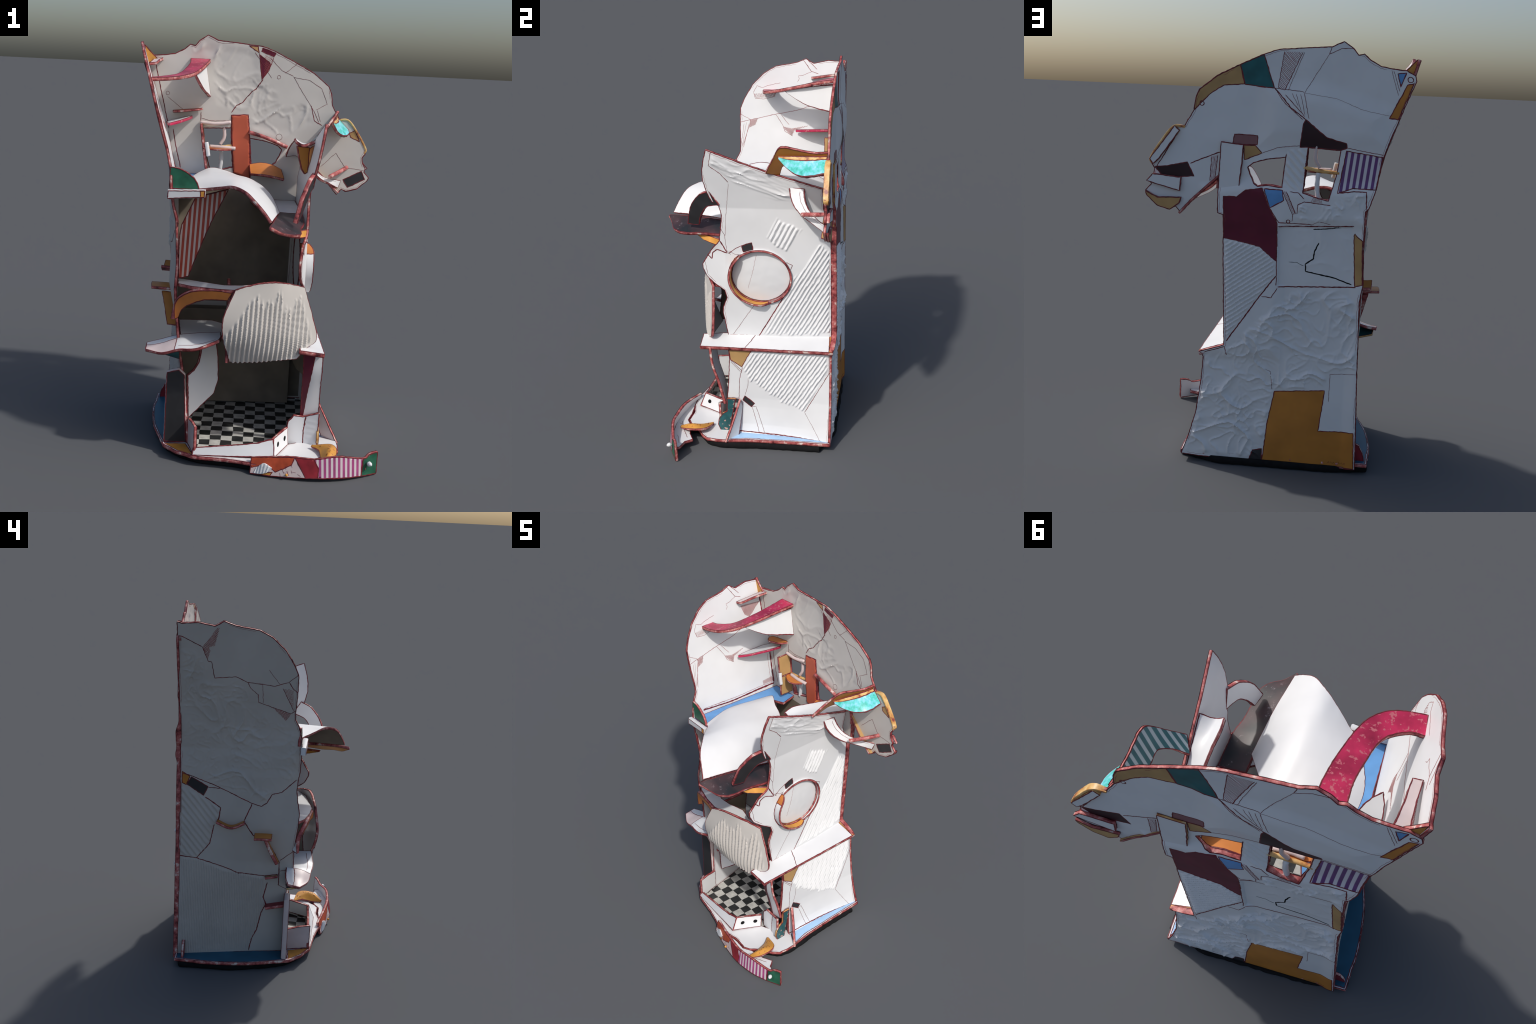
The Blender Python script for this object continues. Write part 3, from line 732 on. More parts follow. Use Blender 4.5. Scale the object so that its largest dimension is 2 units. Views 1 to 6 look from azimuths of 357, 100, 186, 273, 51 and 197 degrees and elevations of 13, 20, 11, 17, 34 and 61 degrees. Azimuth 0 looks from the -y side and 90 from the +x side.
ledge('crack_ledge', [(-.045,.355),(-.15,.372)], .050, 'dark_red_glaze', .016, seed=55)

# fins at the left foot
Slab('buttress_fin', lambda u, v: np.stack([u, -.178+0*u, v], 1), [(-.413,.058),(-.31,.058),(-.325,.40),(-.352,.425),(-.406,.412)], t=.030, sign=1, h=.012, A='charcoal_glaze', B='charcoal_glaze', rim='pinkish_white_glaze', parent=LEFT, seed=56).finish()
Slab('buttress_fin', lambda u, v: np.stack([u, .395+0*u, v], 1), [(-.475,.035),(-.425,.035),(-.425,.135),(-.445,.125),(-.465,.08)], t=.014, sign=1, h=.012, A='dark_red_glaze', B='dark_red_glaze', parent=LEFT, seed=57).finish()

# ================================================================== RIGHT WALL
def XR(y, z):
    y = np.asarray(y); z = np.asarray(z)
    k = np.clip((z-.78)/.06, 0, 1)*np.clip((1.12-z)/.06, 0, 1)
    return .233-np.clip((y-.2)/.24, 0, 1)*np.interp(z, [.58, .77, 1.1], [.017, .012, .0])+np.maximum(0, z-1.3)*.17-np.maximum(0, -.12-y)*.28*k
right_outline = [(-.182,1.613),(-.202,1.549),(-.210,1.504),(-.212,1.451),(-.196,1.382),(-.175,1.335),(-.140,1.308),(-.128,1.259),(-.135,1.198),(-.145,1.136),(-.145,1.121),(-.198,1.060),(-.252,.975),(-.249,.949),(-.229,.908),(-.182,.871),(-.130,.842),(-.118,.802),(-.140,.747),(-.143,.711),(-.133,.657),(-.120,.576),
 (.436,.576),(.436,.861),(.436,1.115),(.434,1.177),(.397,1.310),(.396,1.414),(.236,1.463),(.132,1.495),(-.027,1.552)]
CY, CZ, RY, RZ = .065, .926, .158, .143
ring_hole = [(CY+RY*math.cos(a), CZ+RZ*math.sin(a)) for a in np.linspace(0, 2*math.pi, 49)[:-1]]
ribs_r1 = [(.157,1.255),(.293,1.195),(.271,1.164),(.211,1.067),(.153,1.092),(.099,1.144)]
ribs_r2 = [(.363,1.116),(.432,1.098),(.432,.602),(.062,.590),(.200,.833),(.230,.921),(.299,.992)]
folds_r = [(-.158,1.602),(.340,1.424),(.302,1.339),(.160,1.343),(-.024,1.401),(-.081,1.453),(-.118,1.491),(-.175,1.535)]
right = Slab('right_wall', lambda y, z: np.stack([XR(y, z), y, z], 1), right_outline, [ring_hole], t=.012, sign=1, h=.0075, seed=7, grid={'A': .0048, 'B': .012},
    fieldsA=[([(-.031,1.097),(.025,1.116),(.031,1.074),(-.022,1.062)], 'charcoal_glaze')],
    fieldsB=[([(.02,1.50),(.16,1.47),(.15,1.38),(.08,1.36),(.04,1.42)], 'orange_brown_glaze')],
    reliefA=[ribs(ribs_r1, 62, .0235, .009, sharp=.8), ribs(ribs_r2, 59, .0190, .0090, ragged=.03, sharp=1.2), wrinkles(folds_r, 8, .012, 31, .03, (.35, 2.0), -19, power=6), wrinkles(folds_r, 15, .004, 37, .03, (.4, 1.6), -19)])
for pts, w in [([(-.158,1.602),(-.175,1.531),(-.118,1.487),(-.080,1.442)], .003), ([(-.081,1.438),(-.106,1.260),(-.115,1.145)], .0015),
      ([(-.145,1.121),(-.107,1.054),(-.162,1.069),(-.190,1.048),(-.196,1.013),(-.222,1.031)], .006), ([(-.103,1.050),(-.061,1.081),(-.028,1.097)], .004), ([(.191,.824),(.045,.580)], .006), ([(.034,.773),(-.094,.586)], .002),
      ([(-.099,1.067),(-.063,1.047),(-.026,1.050)], .002), ([(.203,1.014),(.236,.997),(.225,.971)], .003), ([(-.142,1.198),(-.118,1.153),(-.11,1.07),(-.09,1.045)], .002), ([(-.236,.99),(-.226,.92),(-.18,.88)], .002), ([(-.245,.99),(-.20,1.05)], .002)]:
    right.ink('A', pts, w)
for k in range(3):
    right.ink('A', [(CY+(RY+.004+.005*k)*math.cos(a), CZ+(RZ+.004+.005*k)*math.sin(a)) for a in np.linspace(4.4, 5.9, 16)], .002, mat='fine_ink')
right.ink('A', [(CY+(RY+.013)*math.cos(a), CZ+(RZ+.013)*math.sin(a)) for a in np.linspace(.72*math.pi, 1.6*math.pi, 30)], .006)
right.double_line('A', seed=5)
RIGHT = right.finish()

# round porthole: collar ring that sticks out more at the bottom, and a shallow domed plate
def collar_piece(a0, a1, prot, mat, seed):
    TH = np.linspace(a0, a1, 30)
    pr = [prot*min(1., .35+3*min((a-a0), (a1-a))) + .006 for a in TH]
    yz = [(CY+RY*math.cos(a), CZ+RZ*math.sin(a)) for a in TH]
    outer_e = [(float(XR(y, z))+p, y, z) for (y, z), p in zip(yz, pr)]
    inner_e = [(.206, y, z) for y, z in yz]
    sheet('porthole_collar', [outer_e, inner_e], t=.010, sign=1, h=.009, A=mat, B='white_glaze', parent=RIGHT, border=.004, seed=seed, fieldsB=[([(0, 0), (.14, 0), (.14, 1), (0, 1)], 'orange_glaze')] if prot > .02 else []).finish()
collar_piece(.74*math.pi, 1.58*math.pi, .032, 'ochre_glaze', 60)
collar_piece(1.58*math.pi, 2.74*math.pi, .004, 'white_glaze', 61)
disc = Slab('porthole_plate', lambda y, z: np.stack([.218+.010*(1-((y-CY)/RY)**2-((z-CZ)/RZ)**2), y, z], 1), [(CY+(RY-.004)*math.cos(a), CZ+(RZ-.004)*math.sin(a)) for a in np.linspace(0, 2*math.pi, 49)[:-1]],
     t=.012, sign=1, h=.010, parent=RIGHT, seed=64, reliefA=[soft_bumps(22, .0016, 4)], border=0)
disc.ink('A', [(CY-.02, CZ+.12), (CY-.04, CZ+.03), (CY-.07, CZ-.07)], .0012, mat='fine_ink'); disc.finish()

# ledge that runs round the tower above the lower storey
led = sheet('cornice_ledge', face=(0,0,1), rows=[[(.214,-.262,.572),(.222,-.1,.588),(.222,.2,.590),(.212,.452,.592)], [(.330,-.256,.556),(.332,0,.556),(.334,.2,.557),(.335,.452,.558)]],
      t=.020, sign=-1, h=.014, B='white_glaze', parent=RIGHT, seed=65, fieldsA=[([(.965,.05),(1.0,.0),(1.0,1),(.975,1)], 'ochre_glaze')])
led.ink('A', [(led.Lu*.41, 0), (led.Lu*.38, led.Lv*.5), (led.Lu*.34, led.Lv)], .004); led.finish()

# lower right skirt wall, flaring out to the base
def XW(y, z):
    t = np.clip(np.asarray(y)/.44, 0, 1)
    return (1-t)*np.interp(z, [.03,.06,.1,.2,.25,.434,.6], [.372,.352,.340,.324,.320,.317,.317])+t*np.interp(z, [.03,.124,.25,.41,.53], [.404,.375,.344,.321,.313])-.010*np.sin(np.pi*t)*np.clip((.3-np.asarray(z))/.2, 0, 1)
ribs_w = [(.021,.529),(.430,.536),(.430,.441),(.304,.195),(.211,.222),(.094,.293),(-.005,.368),(-.033,.430)]
low = Slab('skirt_wall', lambda y, z: np.stack([XW(y, z), y, z], 1), [(-.105,.548),(-.102,.481),(-.112,.334),(-.123,.240),(-.058,.238),(-.082,.050),(.438,.040),(.438,.548)], t=.014, sign=1, h=.008, seed=9, grid={'A': .0048, 'B': .014},
    fieldsA=[([(-.104,.536),(.021,.538),(-.005,.496),(-.037,.434),(-.098,.476)], 'tan_glaze'), ([(-.025,.262),(.028,.219),(.010,.198),(-.037,.235)], 'charcoal_glaze')],
    reliefA=[ribs(ribs_w, 57, .0185, .0085, ragged=.03, sharp=1.2)], parent=RIGHT)
for pts, w in [([(-.033,.434),(-.051,.365),(-.059,.238)], .003), ([(.438,.432),(.304,.195)], .003), ([(.304,.195),(.390,.049)], .0015), ([(.014,.198),(.054,.059)], .002), ([(.035,.203),(.084,.058)], .002), ([(.014,.198),(.035,.203)], .002),
      ([(-.005,.364),(-.006,.323),(-.024,.266)], .002), ([(-.098,.472),(-.037,.411)], .003), ([(-.097,.462),(-.04,.40)], .002), ([(-.08,.06),(.2,.055),(.438,.048)], .005), ([(-.1,.245),(-.06,.243)], .003)]:
    low.ink('A', pts, w)
low.double_line('A', seed=3)
low.finish()

# front pier below the cornice (plum field, white field) and the foot pieces beside it
sheet('front_pier', face=(0,-1,0), rows=[[(.240,-.205,.556),(.285,-.213,.552),(.330,-.212,.548)], [(.243,-.195,.445),(.285,-.203,.445),(.332,-.202,.445)], [(.246,-.165,.33),(.29,-.172,.335),(.333,-.172,.342)], [(.250,-.133,.185),(.29,-.138,.195),(.337,-.142,.215)]],
      t=.015, sign=-1, h=.010, parent=RIGHT, seed=70, fieldsA=[([(0, 0), (.62, 0), (.34, .6), (.12, 1), (0, 1)], 'maroon_glaze')], fieldsB=[]).finish()
pier_low = Slab('pier_foot', lambda u, v: np.stack([u, -.150-.29*np.maximum(u-.268, 0), v], 1), [(.188,.045),(.334,.045),(.336,.218),(.262,.190),(.215,.196),(.205,.18),(.19,.165),(.186,.14)], t=.014, sign=1, h=.009, parent=RIGHT, seed=71,
      reliefA=[ribs([(.27,.06),(.33,.06),(.332,.20),(.272,.19)], 0, .011, .002)])
pier_low.ink('A', [(.268,.045), (.266,.12), (.275,.195)], .006); pier_low.finish()
Slab('foot_plate', lambda u, v: np.stack([.342+0*u, u, v], 1), [(-.120,.248),(-.075,.248),(-.084,.20),(-.095,.15),(-.105,.10),(-.115,.045),(-.160,.045),(-.176,.085),(-.170,.12),(-.148,.155),(-.122,.17)],
     t=.012, sign=1, h=.008, A='worn_teal_glaze', B='tan_glaze', rim='ochre_rim', parent=RIGHT, seed=72).finish()
sheet('side_fin', face=(0,-1,0), rows=[[(.334,-.056,.246),(.385,-.085,.145),(.438,-.120,.040)], [(.322,-.052,.20),(.345,-.058,.12),(.372,-.066,.045)]], t=.014, sign=1, h=.009, parent=RIGHT, seed=73, A='pinkish_white_glaze').finish()

# ================================================================== FLOORS AND ROOMS
def floor(name, poly, z, top, parent=None, **kw):
    kw.setdefault('B', 'white_glaze')
    return Slab(name, lambda x, y: np.stack([x, y, z+0*x], 1), poly, t=kw.pop('t', .014), sign=1, h=kw.pop('h', .016), A=top, parent=parent, **kw)

# base plate with its painted fields
base_outline = [(.412,.444),(.414,.2),(.420,.0),(.436,-.116),(.437,-.168),(.430,-.219),(.400,-.253),(.350,-.285),(.290,-.345),(.262,-.360),(.18,-.352),(.087,-.370),(.0,-.366),(-.12,-.335),(-.263,-.312),(-.350,-.262),(-.415,-.195),(-.445,-.084),(-.464,-.02),(-.477,.037),(-.491,.154),(-.497,.27),(-.490,.34),(-.484,.444)]
base = floor('base_plate', base_outline, .052, 'white_glaze', t=.018, h=.014, B='felt_underside', seed=11, jitter=.002, reliefA=[sunk([(-.30,-.175),(-.268,-.302),(.104,-.330),(.186,-.172),(.25,-.14),(.32,-.06),(.32,.436),(-.41,.436),(-.32,-.16)], .014, .006)],
    fieldsA=[([(-.30,-.175),(-.268,-.302),(.104,-.330),(.186,-.172),(.25,-.14),(.32,-.06),(.32,.436),(-.41,.436),(-.32,-.16)], 'checkered_glaze'),
             ([(.33,-.055),(.43,-.108),(.409,.0),(.403,.436),(.33,.436)], 'pale_blue_glaze'),
             ([(-.31,-.17),(-.41,-.185),(-.44,-.084),(-.472,.04),(-.486,.154),(-.491,.27),(-.483,.34),(-.478,.436),(-.42,.436)], 'deep_blue_glaze'),
             ([(-.31,-.185),(-.41,-.19),(-.345,-.258),(-.268,-.305)], 'ochre_glaze')])
base.double_line('A', seed=4)
BASE = base.finish()
# dark felt-like underside, irregular
Slab('base_underside', lambda x, y: np.stack([x, y, .0335+0*x], 1), rounded([(.418,.458),(.422,.1),(.438,-.14),(.420,-.215),(.37,-.258),(.31,-.30),(.33,-.37),(.24,-.40),(.05,-.368),(-.05,-.325),(-.12,-.308),(-.25,-.285),(-.35,-.222),(-.41,-.15),(-.45,-.02),(-.490,.15),(-.484,.28),(-.485,.452)], .2, 1),
     t=.0335, sign=1, h=.02, A='felt_underside', B='felt_underside', rim='felt_underside', parent=BASE, border=0, jitter=.004, seed=12).finish()

# low parapets round the checkered room
Slab('parapet', lambda u, v: np.stack([-.268-.032*u/.13, -.305+u, v], 1), [(0,.055),(.13,.055),(.13,.178),(.06,.19),(0,.192)], t=.014, sign=-1, h=.010, parent=BASE, seed=13, A='pinkish_white_glaze').finish()
sheet('parapet', face=(0,-1,0), rows=[[(-.272,-.310,.055),(-.10,-.322,.058),(.02,-.330,.062),(.112,-.336,.060)], [(-.270,-.302,.086),(-.10,-.306,.104),(.02,-.306,.118),(.110,-.302,.141)]], t=.014, sign=1, h=.010, parent=BASE, seed=14).finish()
par = sheet('parapet', face=(1,-.5,0), rows=[[(.112,-.334,.060),(.15,-.256,.058),(.191,-.176,.056)], [(.110,-.302,.141),(.148,-.235,.141),(.187,-.168,.141)]], t=.014, sign=1, h=.010, parent=BASE, seed=15)
for uu in (.30, .78):
    for r in (.009, .0055, .002):
        par.ink('A', [(par.Lu*uu+r*math.cos(a), par.Lv*.52+r*math.sin(a)) for a in np.linspace(0, 6.283, 12)[:-1]], .0075, closed=True, mat='felt_underside', wob=.0003)
par.finish()

# broken front terrace fragment with its painted fender
ter = floor('terrace_fragment', [(.0,-.372),(.09,-.372),(.20,-.366),(.262,-.372),(.31,-.345),(.40,-.325),(.451,-.298),(.462,-.312),(.478,-.335),(.535,-.350),(.54,-.385),(.40,-.42),(.28,-.428),(.15,-.408)], .050, 'white_glaze', t=.016, h=.012, seed=16, B='felt_underside')
ter.ink('A', [(.28,-.40),(.36,-.37),(.44,-.33)], .003); ter.ink('A', [(.30,-.41),(.33,-.36)], .003); ter.ink('A', [(.42,-.39),(.50,-.36)], .002)
TER = ter.finish()
fend = sheet('fender', face=(0,-1,0), rows=[[(.0,-.384,.006),(.10,-.412,.008),(.20,-.434,.013),(.307,-.447,.018),(.42,-.434,.016),(.52,-.398,.010),(.598,-.356,.004)],
                 [(.004,-.366,.078),(.10,-.394,.094),(.198,-.418,.106),(.291,-.430,.104),(.40,-.424,.116),(.528,-.390,.094),(.560,-.374,.110),(.598,-.358,.113)]],
      t=.015, sign=1, h=.009, parent=TER, seed=17, A='pinkish_white_glaze', rim='red_clay_rim',
      fieldsA=[([(0, .35), (0, 1), (.33, 1), (.31, .62), (.19, .22), (.12, .62)], 'vermilion_glaze'), ([(.335, 1), (.475, 1), (.51, .5), (.51, 0), (.42, 0)], 'dark_red_glaze'),
               ([(.475, 1), (.86, 1), (.855, 0), (.51, 0), (.51, .5)], 'magenta_stripes'), ([(.865, 1), (1, 1), (1, 0), (.86, 0)], 'green_glaze'),
               ([(.07, 0), (.15, 0), (.17, .2), (.1, .1)], 'ochre_glaze')])
for k in range(14):
    u0 = .2+.16*random.random(); v0 = .15+.5*random.random()
    fend.ink('A', [(fend.Lu*u0, fend.Lv*v0), (fend.Lu*(u0+.03*random.random()), fend.Lv*(v0-.3*random.random()))], .0015, mat='fine_ink')
fend.ink('A', [(fend.Lu*.33, fend.Lv), (fend.Lu*.42, 0)], .004)
FEND = fend.finish()
sheet('fender_chip', face=(0,-1,0), rows=[[(.018,-.391,.010),(.055,-.404,.014),(.085,-.411,.028)], [(.030,-.385,.036),(.06,-.396,.062),(.098,-.409,.046)]], t=.006, sign=1, h=.006, parent=TER, seed=18, border=0, rim='white_glaze',
      reliefA=[lambda p: .0025*np.cos(p[:, 0]*2*np.pi/.016)]).finish()
rod('knob', [(.548,-.386,.071),(.556,-.400,.072),(.562,-.410,.071)], [.006, .012, .010, .004], 'white_glaze', TER, seed=9)
rod('knob', [(.165,-.424,.022),(.166,-.432,.024),(.167,-.438,.023)], [.004, .007, .004], 'ochre_glaze', TER, seed=10)
# ochre crescent lying on the crack
cre = sheet('crescent', face=(0,-.2,1), rows=[[(.300,-.216,.068),(.332,-.262,.072),(.335,-.320,.060),(.338,-.384,.056)], [(.306,-.214,.074),(.364,-.262,.094),(.372,-.325,.098),(.345,-.386,.066)], [(.314,-.210,.072),(.400,-.242,.092),(.408,-.332,.088),(.356,-.392,.058)]],
      t=.016, sign=-1, h=.007, A='ochre_glaze', B='red_clay_rim', parent=TER, seed=19, border=.002)
for k in range(16):
    uu, vv = cre.Lu*(.15+.7*random.random()), cre.Lv*(.2+.6*random.random()); r = .0035
    cre.ink('A', [(uu+r*math.cos(a), vv+r*math.sin(a)) for a in np.linspace(0, 4.5, 6)], .0014)
cre.finish()

# storeys
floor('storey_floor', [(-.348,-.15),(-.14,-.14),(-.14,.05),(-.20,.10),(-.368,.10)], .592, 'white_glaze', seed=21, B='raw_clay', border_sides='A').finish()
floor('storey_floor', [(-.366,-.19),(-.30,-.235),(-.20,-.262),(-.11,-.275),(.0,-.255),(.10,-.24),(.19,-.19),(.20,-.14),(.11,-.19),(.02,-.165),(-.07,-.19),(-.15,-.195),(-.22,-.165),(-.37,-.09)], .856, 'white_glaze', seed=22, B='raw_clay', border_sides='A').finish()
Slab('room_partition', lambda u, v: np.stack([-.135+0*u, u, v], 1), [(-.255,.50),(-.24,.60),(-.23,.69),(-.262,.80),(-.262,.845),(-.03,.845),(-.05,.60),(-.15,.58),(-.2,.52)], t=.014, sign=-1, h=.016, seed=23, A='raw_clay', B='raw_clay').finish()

# left balcony shelf
shelf = sheet('balcony_shelf', face=(0,0,1), rows=[[(-.505,-.165,.556),(-.44,-.150,.570),(-.365,-.150,.592),(-.28,-.13,.598),(-.16,-.13,.606)], [(-.506,-.20,.550),(-.44,-.225,.560),(-.36,-.23,.585),(-.28,-.225,.592),(-.16,-.215,.610)], [(-.507,-.228,.545),(-.43,-.272,.545),(-.352,-.287,.570),(-.27,-.297,.580),(-.172,-.285,.618)]],
      t=.014, sign=-1, h=.010, seed=24, B='teal_glaze', fieldsA=[([(0, .35), (.42, .25), (.42, 1), (0, 1)], 'pinkish_white_glaze')])
shelf.ink('A', [(shelf.Lu*.46, shelf.Lv*.78), (shelf.Lu*.95, shelf.Lv*.78)], .003); SHELF = shelf.finish()
sheet('balcony_bracket', face=(0,-1,-.5), rows=[[(-.49,-.225,.531),(-.42,-.24,.528),(-.35,-.25,.552)], [(-.485,-.16,.512),(-.42,-.16,.495),(-.35,-.16,.475)]], t=.010, sign=1, h=.012, A='teal_glaze', B='teal_glaze', rim='ochre_rim', parent=SHELF, seed=25).finish()

# curved panel inside the left of the lowest room, and the striped panel of the third storey
Slab('inner_panel', lambda u, v: np.stack([u, -.135+(u+.33)*.75, v], 1), [(-.308,.375),(-.278,.395),(-.256,.43),(-.247,.48),(-.246,.560),(-.185,.560),(-.165,.44),(-.160,.315),(-.178,.250),(-.295,.160),(-.300,.16)], t=.012, sign=1, h=.014, seed=26).finish()
Slab('striped_panel', lambda u, v: np.stack([u, -.155-(u+.37)*.08, v], 1), [(-.297,1.258),(-.150,1.300),(-.226,1.140),(-.258,1.060),(-.321,.884),(-.366,.872),(-.368,1.055),(-.357,1.127)], t=.012, sign=1, h=.012, seed=27, A='red_stripes').finish()

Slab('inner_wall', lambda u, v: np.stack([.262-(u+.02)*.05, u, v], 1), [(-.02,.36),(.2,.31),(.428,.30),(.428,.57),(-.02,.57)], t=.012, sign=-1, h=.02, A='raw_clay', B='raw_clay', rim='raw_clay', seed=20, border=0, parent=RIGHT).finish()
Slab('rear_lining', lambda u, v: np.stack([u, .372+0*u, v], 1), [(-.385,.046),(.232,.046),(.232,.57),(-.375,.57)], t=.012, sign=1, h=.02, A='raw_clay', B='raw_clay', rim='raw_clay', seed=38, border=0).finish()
# orange arch over the balcony room
sheet('arch_band', face=(0,-1,0), rows=[[(-.376,-.212,.690),(-.374,-.217,.770),(-.331,-.241,.818),(-.282,-.257,.838),(-.231,-.267,.845),(-.179,-.276,.847),(-.118,-.285,.842)], [(-.362,-.188,.690),(-.345,-.205,.735),(-.310,-.226,.766),(-.265,-.246,.790),(-.230,-.257,.801),(-.185,-.266,.804),(-.135,-.283,.808)]],
      t=.022, sign=-1, h=.009, A='orange_glaze', B='white_glaze', seed=28).finish()

# corrugated shield panel
cor_rows = [[(-.10,-.300,.862),(-.04,-.290,.880),(.03,-.280,.893),(.10,-.262,.893),(.16,-.232,.880),(.224,-.200,.860)],
            [(-.150,-.320,.735),(-.05,-.305,.735),(.05,-.282,.735),(.15,-.250,.735),(.264,-.197,.737)],
            [(-.150,-.303,.63),(-.05,-.300,.63),(.05,-.282,.63),(.17,-.252,.62),(.295,-.200,.612)],
            [(-.130,-.272,.56),(-.04,-.275,.56),(.05,-.272,.56),(.15,-.255,.56),(.25,-.222,.572)],
            [(-.112,-.243,.497),(-.03,-.248,.500),(.05,-.250,.508),(.12,-.250,.516),(.200,-.245,.524)]]
cor_S, cLu, cLv = loft(cor_rows)
cor_field = [(cLu*a, cLv*b) for a, b in [(-.05, .50), (.10, .30), (.20, .17), (.36, .09), (.50, .13), (.62, .08), (.72, .22), (.80, .12), (.93, .10), (.955, .70), (.94, 1.05), (-.05, 1.05)]]
def cor_relief(p):
    P = cor_S(p[:, 0], p[:, 1]); k = (P[:, 0]-.04*(P[:, 2]-.7))/.0222
    q = p+np.stack([0*k, .05*noise2(np.floor(k)*.73+.3, 0*k+.5, 5)], 1)
    w = .5+.5*np.cos(2*np.pi*k)
    return .0105*mask(q, cor_field, .014)*(w**.85-.3)
cor = sheet('corrugated_panel', face=(0, -1, 0), rows=cor_rows, t=.014, h=.0055, seed=29, border=.003, reliefA=[cor_relief], A='warm_white_glaze').finish()

# ================================================================== UPPER TERRACE
# blue floor and green quarter panel with its sill
floor('blue_floor', [(-.402,-.190),(-.270,-.192),(-.285,.10),(-.28,.30),(-.21,.33),(-.24,.434),(-.40,.434)], 1.292, 'sky_blue_glaze', seed=81).finish()
Slab('quarter_panel', lambda u, v: np.stack([u, -.186-.06*(u+.40), v], 1), [(-.416,1.298),(-.284,1.298),(-.292,1.326),(-.312,1.352),(-.345,1.376),(-.380,1.390),(-.414,1.394)], t=.014, sign=1, h=.009, A='green_glaze', B='white_glaze', seed=82).finish()
Slab('quarter_sill', lambda u, v: np.stack([u, -.218-.06*(u+.40), v], 1), [(-.422,1.256),(-.36,1.262),(-.258,1.270),(-.256,1.298),(-.36,1.292),(-.420,1.290)], t=.030, sign=1, h=.010, A='white_glaze', B='white_glaze', rim='white_glaze', seed=80, fieldsA=[([(-.275,1.268),(-.258,1.268),(-.256,1.298),(-.277,1.296)], 'ochre_glaze')]).finish()

# white vault
vault = sheet('vault', face=(0,0,1), rows=[[(-.292,-.185,1.301),(-.261,-.192,1.305),(-.22,-.232,1.316),(-.18,-.271,1.327),(-.14,-.307,1.338),(-.104,-.34,1.334),(-.07,-.375,1.320),(-.042,-.398,1.297),(-.015,-.413,1.271),(.01,-.426,1.243),(.037,-.440,1.208)],
                [(-.366,.03,1.292),(-.31,.035,1.318),(-.235,.02,1.340),(-.165,-.02,1.346),(-.10,-.06,1.343),(-.04,-.10,1.321),(.005,-.15,1.288),(.045,-.20,1.244),(.072,-.25,1.205)],
                [(-.345,.22,1.292),(-.285,.285,1.322),(-.23,.265,1.346),(-.16,.223,1.340),(-.103,.205,1.322),(-.04,.165,1.312),(.02,.095,1.288),(.065,.02,1.248),(.100,-.049,1.182)]],
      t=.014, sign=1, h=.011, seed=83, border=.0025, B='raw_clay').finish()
# dark shelf at the foot of the vault
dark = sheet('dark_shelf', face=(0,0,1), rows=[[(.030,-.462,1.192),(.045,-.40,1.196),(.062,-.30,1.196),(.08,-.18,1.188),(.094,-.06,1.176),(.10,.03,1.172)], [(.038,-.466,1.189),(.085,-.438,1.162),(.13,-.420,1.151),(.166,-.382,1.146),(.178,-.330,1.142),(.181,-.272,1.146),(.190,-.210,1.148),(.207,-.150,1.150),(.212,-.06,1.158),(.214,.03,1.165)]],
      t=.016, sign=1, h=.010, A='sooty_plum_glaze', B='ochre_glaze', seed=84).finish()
floor('terrace_floor', [(.06,.04),(.216,.032),(.216,.434),(-.02,.434),(.0,.25)], 1.168, 'white_glaze', seed=85, reliefA=[ribs([(.07,.05),(.21,.04),(.21,.2),(.05,.2)], 0, .014, .002)]).finish()
sheet('under_bracket', face=(0,0,-1), rows=[[(.12,-.30,1.125),(.17,-.20,1.12),(.21,-.14,1.12)], [(.16,-.24,1.10),(.19,-.19,1.09),(.21,-.15,1.09)]], t=.016, sign=1, h=.010, A='ochre_glaze', B='ochre_glaze', seed=86).finish()
# black arch (white inside face)
sheet('black_arch', face=(1,-1,0), rows=[[(.158,-.330,1.185),(.173,-.318,1.24),(.183,-.306,1.282),(.198,-.287,1.316),(.211,-.264,1.344),(.226,-.236,1.368),(.248,-.185,1.388)], [(.172,-.268,1.185),(.192,-.254,1.235),(.205,-.237,1.266),(.217,-.217,1.292),(.227,-.189,1.308),(.244,-.140,1.318)]],
      t=.020, sign=1, h=.008, A='charcoal_glaze', B='white_glaze', rim='red_clay_rim', seed=87).finish()

# pink arch band in the upper left corner, with a hanging panel and small corner shelves
pink = sheet('pink_arch', face=(0,0,1), rows=[[(-.518,-.022,1.782),(-.44,-.012,1.788),(-.379,.017,1.797),(-.328,.085,1.812),(-.289,.217,1.842),(-.268,.335,1.866),(-.258,.436,1.880)], [(-.528,.056,1.782),(-.471,.062,1.790),(-.401,.118,1.805),(-.368,.234,1.835),(-.354,.330,1.860),(-.356,.436,1.880)]],
      t=.016, sign=1, h=.009, A='magenta_glaze', B='white_glaze', seed=88).finish()
sheet('hanging_panel', face=(1,-.3,0), rows=[[(-.318,.132,1.806),(-.30,.28,1.832),(-.276,.436,1.848)], [(-.316,.140,1.796),(-.282,.26,1.735),(-.250,.436,1.694)]], t=.012, sign=-1, h=.010, seed=89).finish()
Slab('corner_shelf', lambda x, y: np.stack([x, y, 1.562+(x+.46)*.25], 1), rounded([(-.450,.16),(-.40,.22),(-.355,.33),(-.338,.431),(-.474,.431)], .2, 1), t=.014, sign=1, h=.009, rim='magenta_glaze', seed=90, border_sides='A', B='tan_glaze').finish()
Slab('corner_shelf', lambda x, y: np.stack([x, y, 1.615+(x+.44)*.12], 1), rounded([(-.44,.40),(-.40,.365),(-.31,.385),(-.284,.434),(-.44,.434)], .2, 1), t=.010, sign=1, h=.009, A='orange_glaze', B='tan_glaze', seed=91).finish()
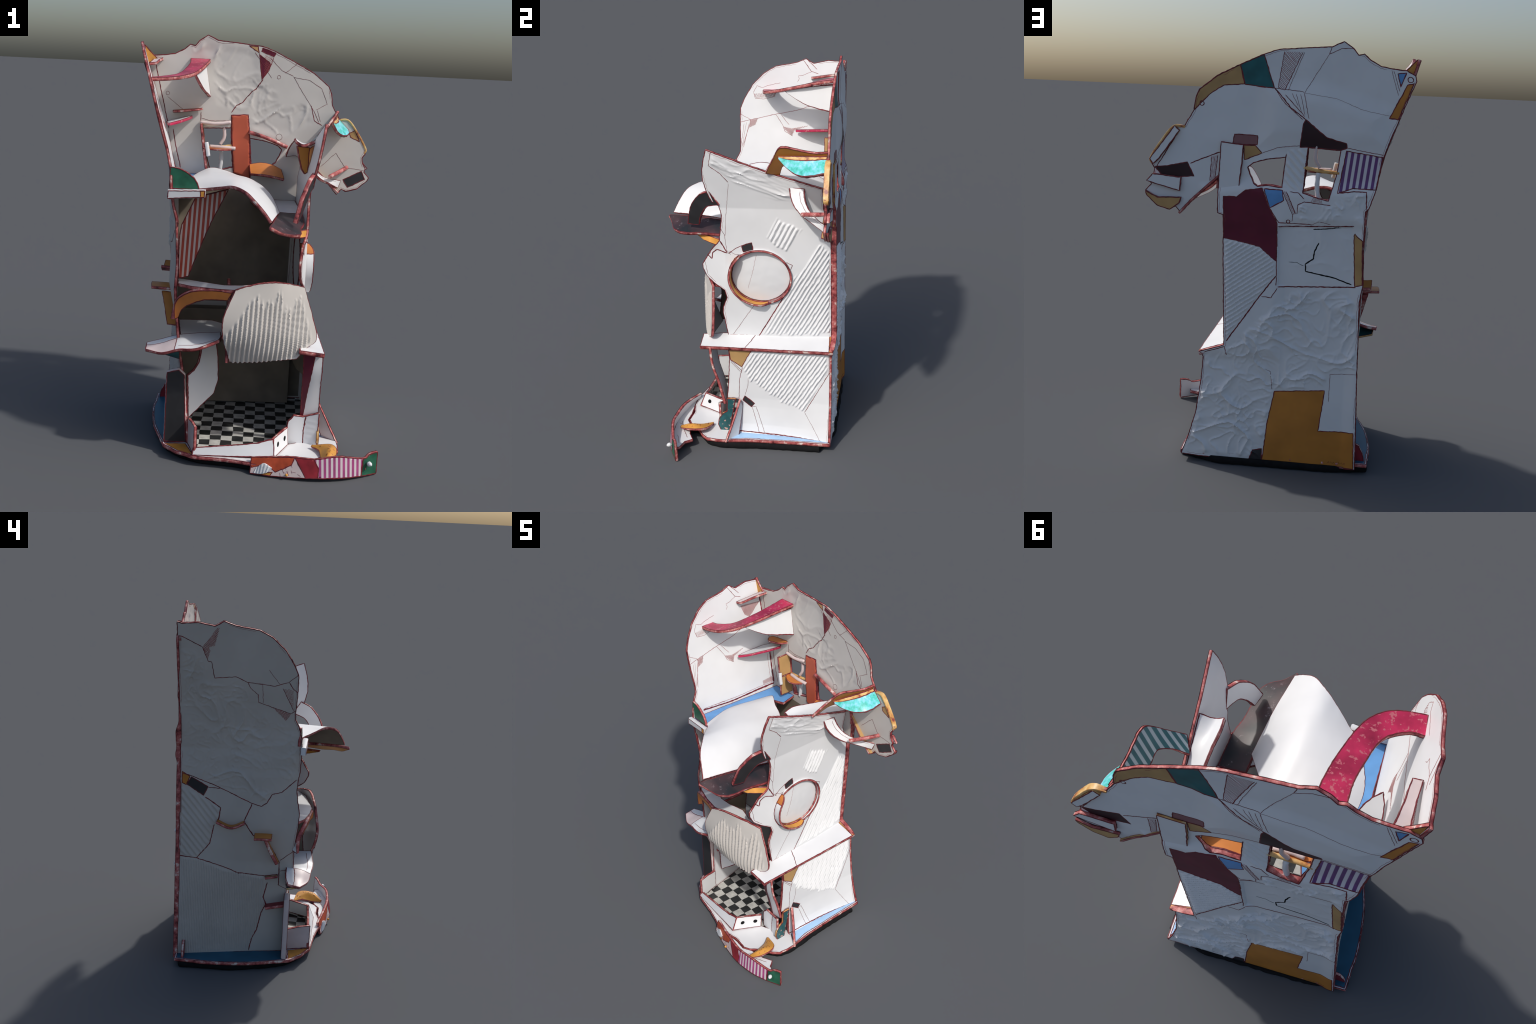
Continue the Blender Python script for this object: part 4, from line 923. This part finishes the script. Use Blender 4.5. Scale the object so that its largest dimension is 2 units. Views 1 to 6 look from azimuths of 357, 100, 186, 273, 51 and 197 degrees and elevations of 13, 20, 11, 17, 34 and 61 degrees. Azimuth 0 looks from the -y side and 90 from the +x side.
sheet('corner_shelf', face=(0,0,1), rows=[[(-.550,.250,1.848),(-.545,.34,1.858),(-.545,.434,1.868)], [(-.518,.255,1.852),(-.512,.34,1.864),(-.50,.434,1.876)]], t=.012, sign=-1, h=.009, A='pinkish_white_glaze', seed=92).finish()
Slab('corner_gusset', lambda x, z: np.stack([x, .425+0*x, z], 1), [(-.590,1.935),(-.580,1.84),(-.528,1.872),(-.548,1.89)], t=.012, sign=1, h=.009, A='ochre_glaze', B='ochre_glaze', seed=93).finish()

# shelf inside the top of the right wall
inner_sh = sheet('wall_shelf', face=(0,0,1), rows=[[(.170,.018,1.517),(.167,.08,1.526),(.174,.145,1.518),(.178,.213,1.506),(.176,.285,1.490),(.168,.360,1.462),(.155,.436,1.41)], [(.205,.022,1.503),(.205,.12,1.503),(.208,.22,1.485),(.21,.32,1.463),(.205,.436,1.42)], [(.258,.030,1.525),(.252,.12,1.495),(.246,.22,1.465),(.240,.32,1.438),(.235,.436,1.405)]],
      t=.013, sign=-1, h=.010, seed=94, parent=RIGHT).finish()
Slab('hanging_panel', lambda u, v: np.stack([u, .035+(u-.17)*.3, v], 1), [(.176,1.492),(.235,1.486),(.232,1.37),(.22,1.36),(.205,1.38),(.19,1.43)], t=.012, sign=1, h=.009, A='orange_brown_glaze', B='white_glaze', seed=95, parent=RIGHT).finish()

# fish-tail plate with turquoise basin between right wall and head
tail = sheet('tail_plate', face=(1,0,-.5), rows=[[(.285,.118,1.500),(.33,.158,1.573),(.378,.195,1.640),(.392,.232,1.652),(.400,.32,1.636),(.408,.38,1.630),(.415,.436,1.634)], [(.252,.180,1.480),(.305,.205,1.540),(.340,.235,1.565),(.345,.28,1.560),(.348,.33,1.550),(.350,.38,1.540),(.355,.434,1.530)]],
      t=.012, sign=-1, h=.008, A='orange_brown_glaze', B='teal_stripes', seed=96, parent=RIGHT).finish()
sheet('turquoise_basin', face=(1,0,1), rows=[[(.362,.193,1.604),(.380,.27,1.610),(.396,.34,1.613),(.411,.434,1.618)], [(.364,.194,1.594),(.398,.245,1.552),(.440,.302,1.533),(.470,.36,1.540),(.476,.434,1.556)]],
      t=.012, sign=-1, h=.007, A='turquoise_pool_glaze', B='white_glaze', seed=97, parent=RIGHT,
      fieldsA=[([(0, 0), (1, 0), (1, .16), (.5, .2), (0, .3)], 'ochre_rim')]).finish()
# bracing arc to the jaw and its cross bar
brace = sheet('jaw_brace', face=(1,-1,1), rows=[[(.252,.230,1.420),(.282,.245,1.36),(.326,.287,1.312),(.38,.35,1.282),(.442,.430,1.246)], [(.256,.304,1.416),(.287,.310,1.37),(.325,.335,1.328),(.38,.38,1.300),(.455,.436,1.285)]],
      t=.012, sign=-1, h=.008, seed=98, parent=RIGHT)
brace.ink('A', [(brace.Lu*.05, brace.Lv*.7), (brace.Lu*.5, brace.Lv*.65), (brace.Lu*.9, brace.Lv*.75)], .002); brace.finish()
rod('brace_bar', [(.378,.308,1.320),(.43,.365,1.338),(.482,.436,1.356)], .011, 'red_clay_rim', RIGHT, seed=12)
rod('brace_bar', [(.250,.425,1.46),(.262,.43,1.40),(.268,.435,1.33)], .009, 'red_clay_rim', RIGHT, seed=13)
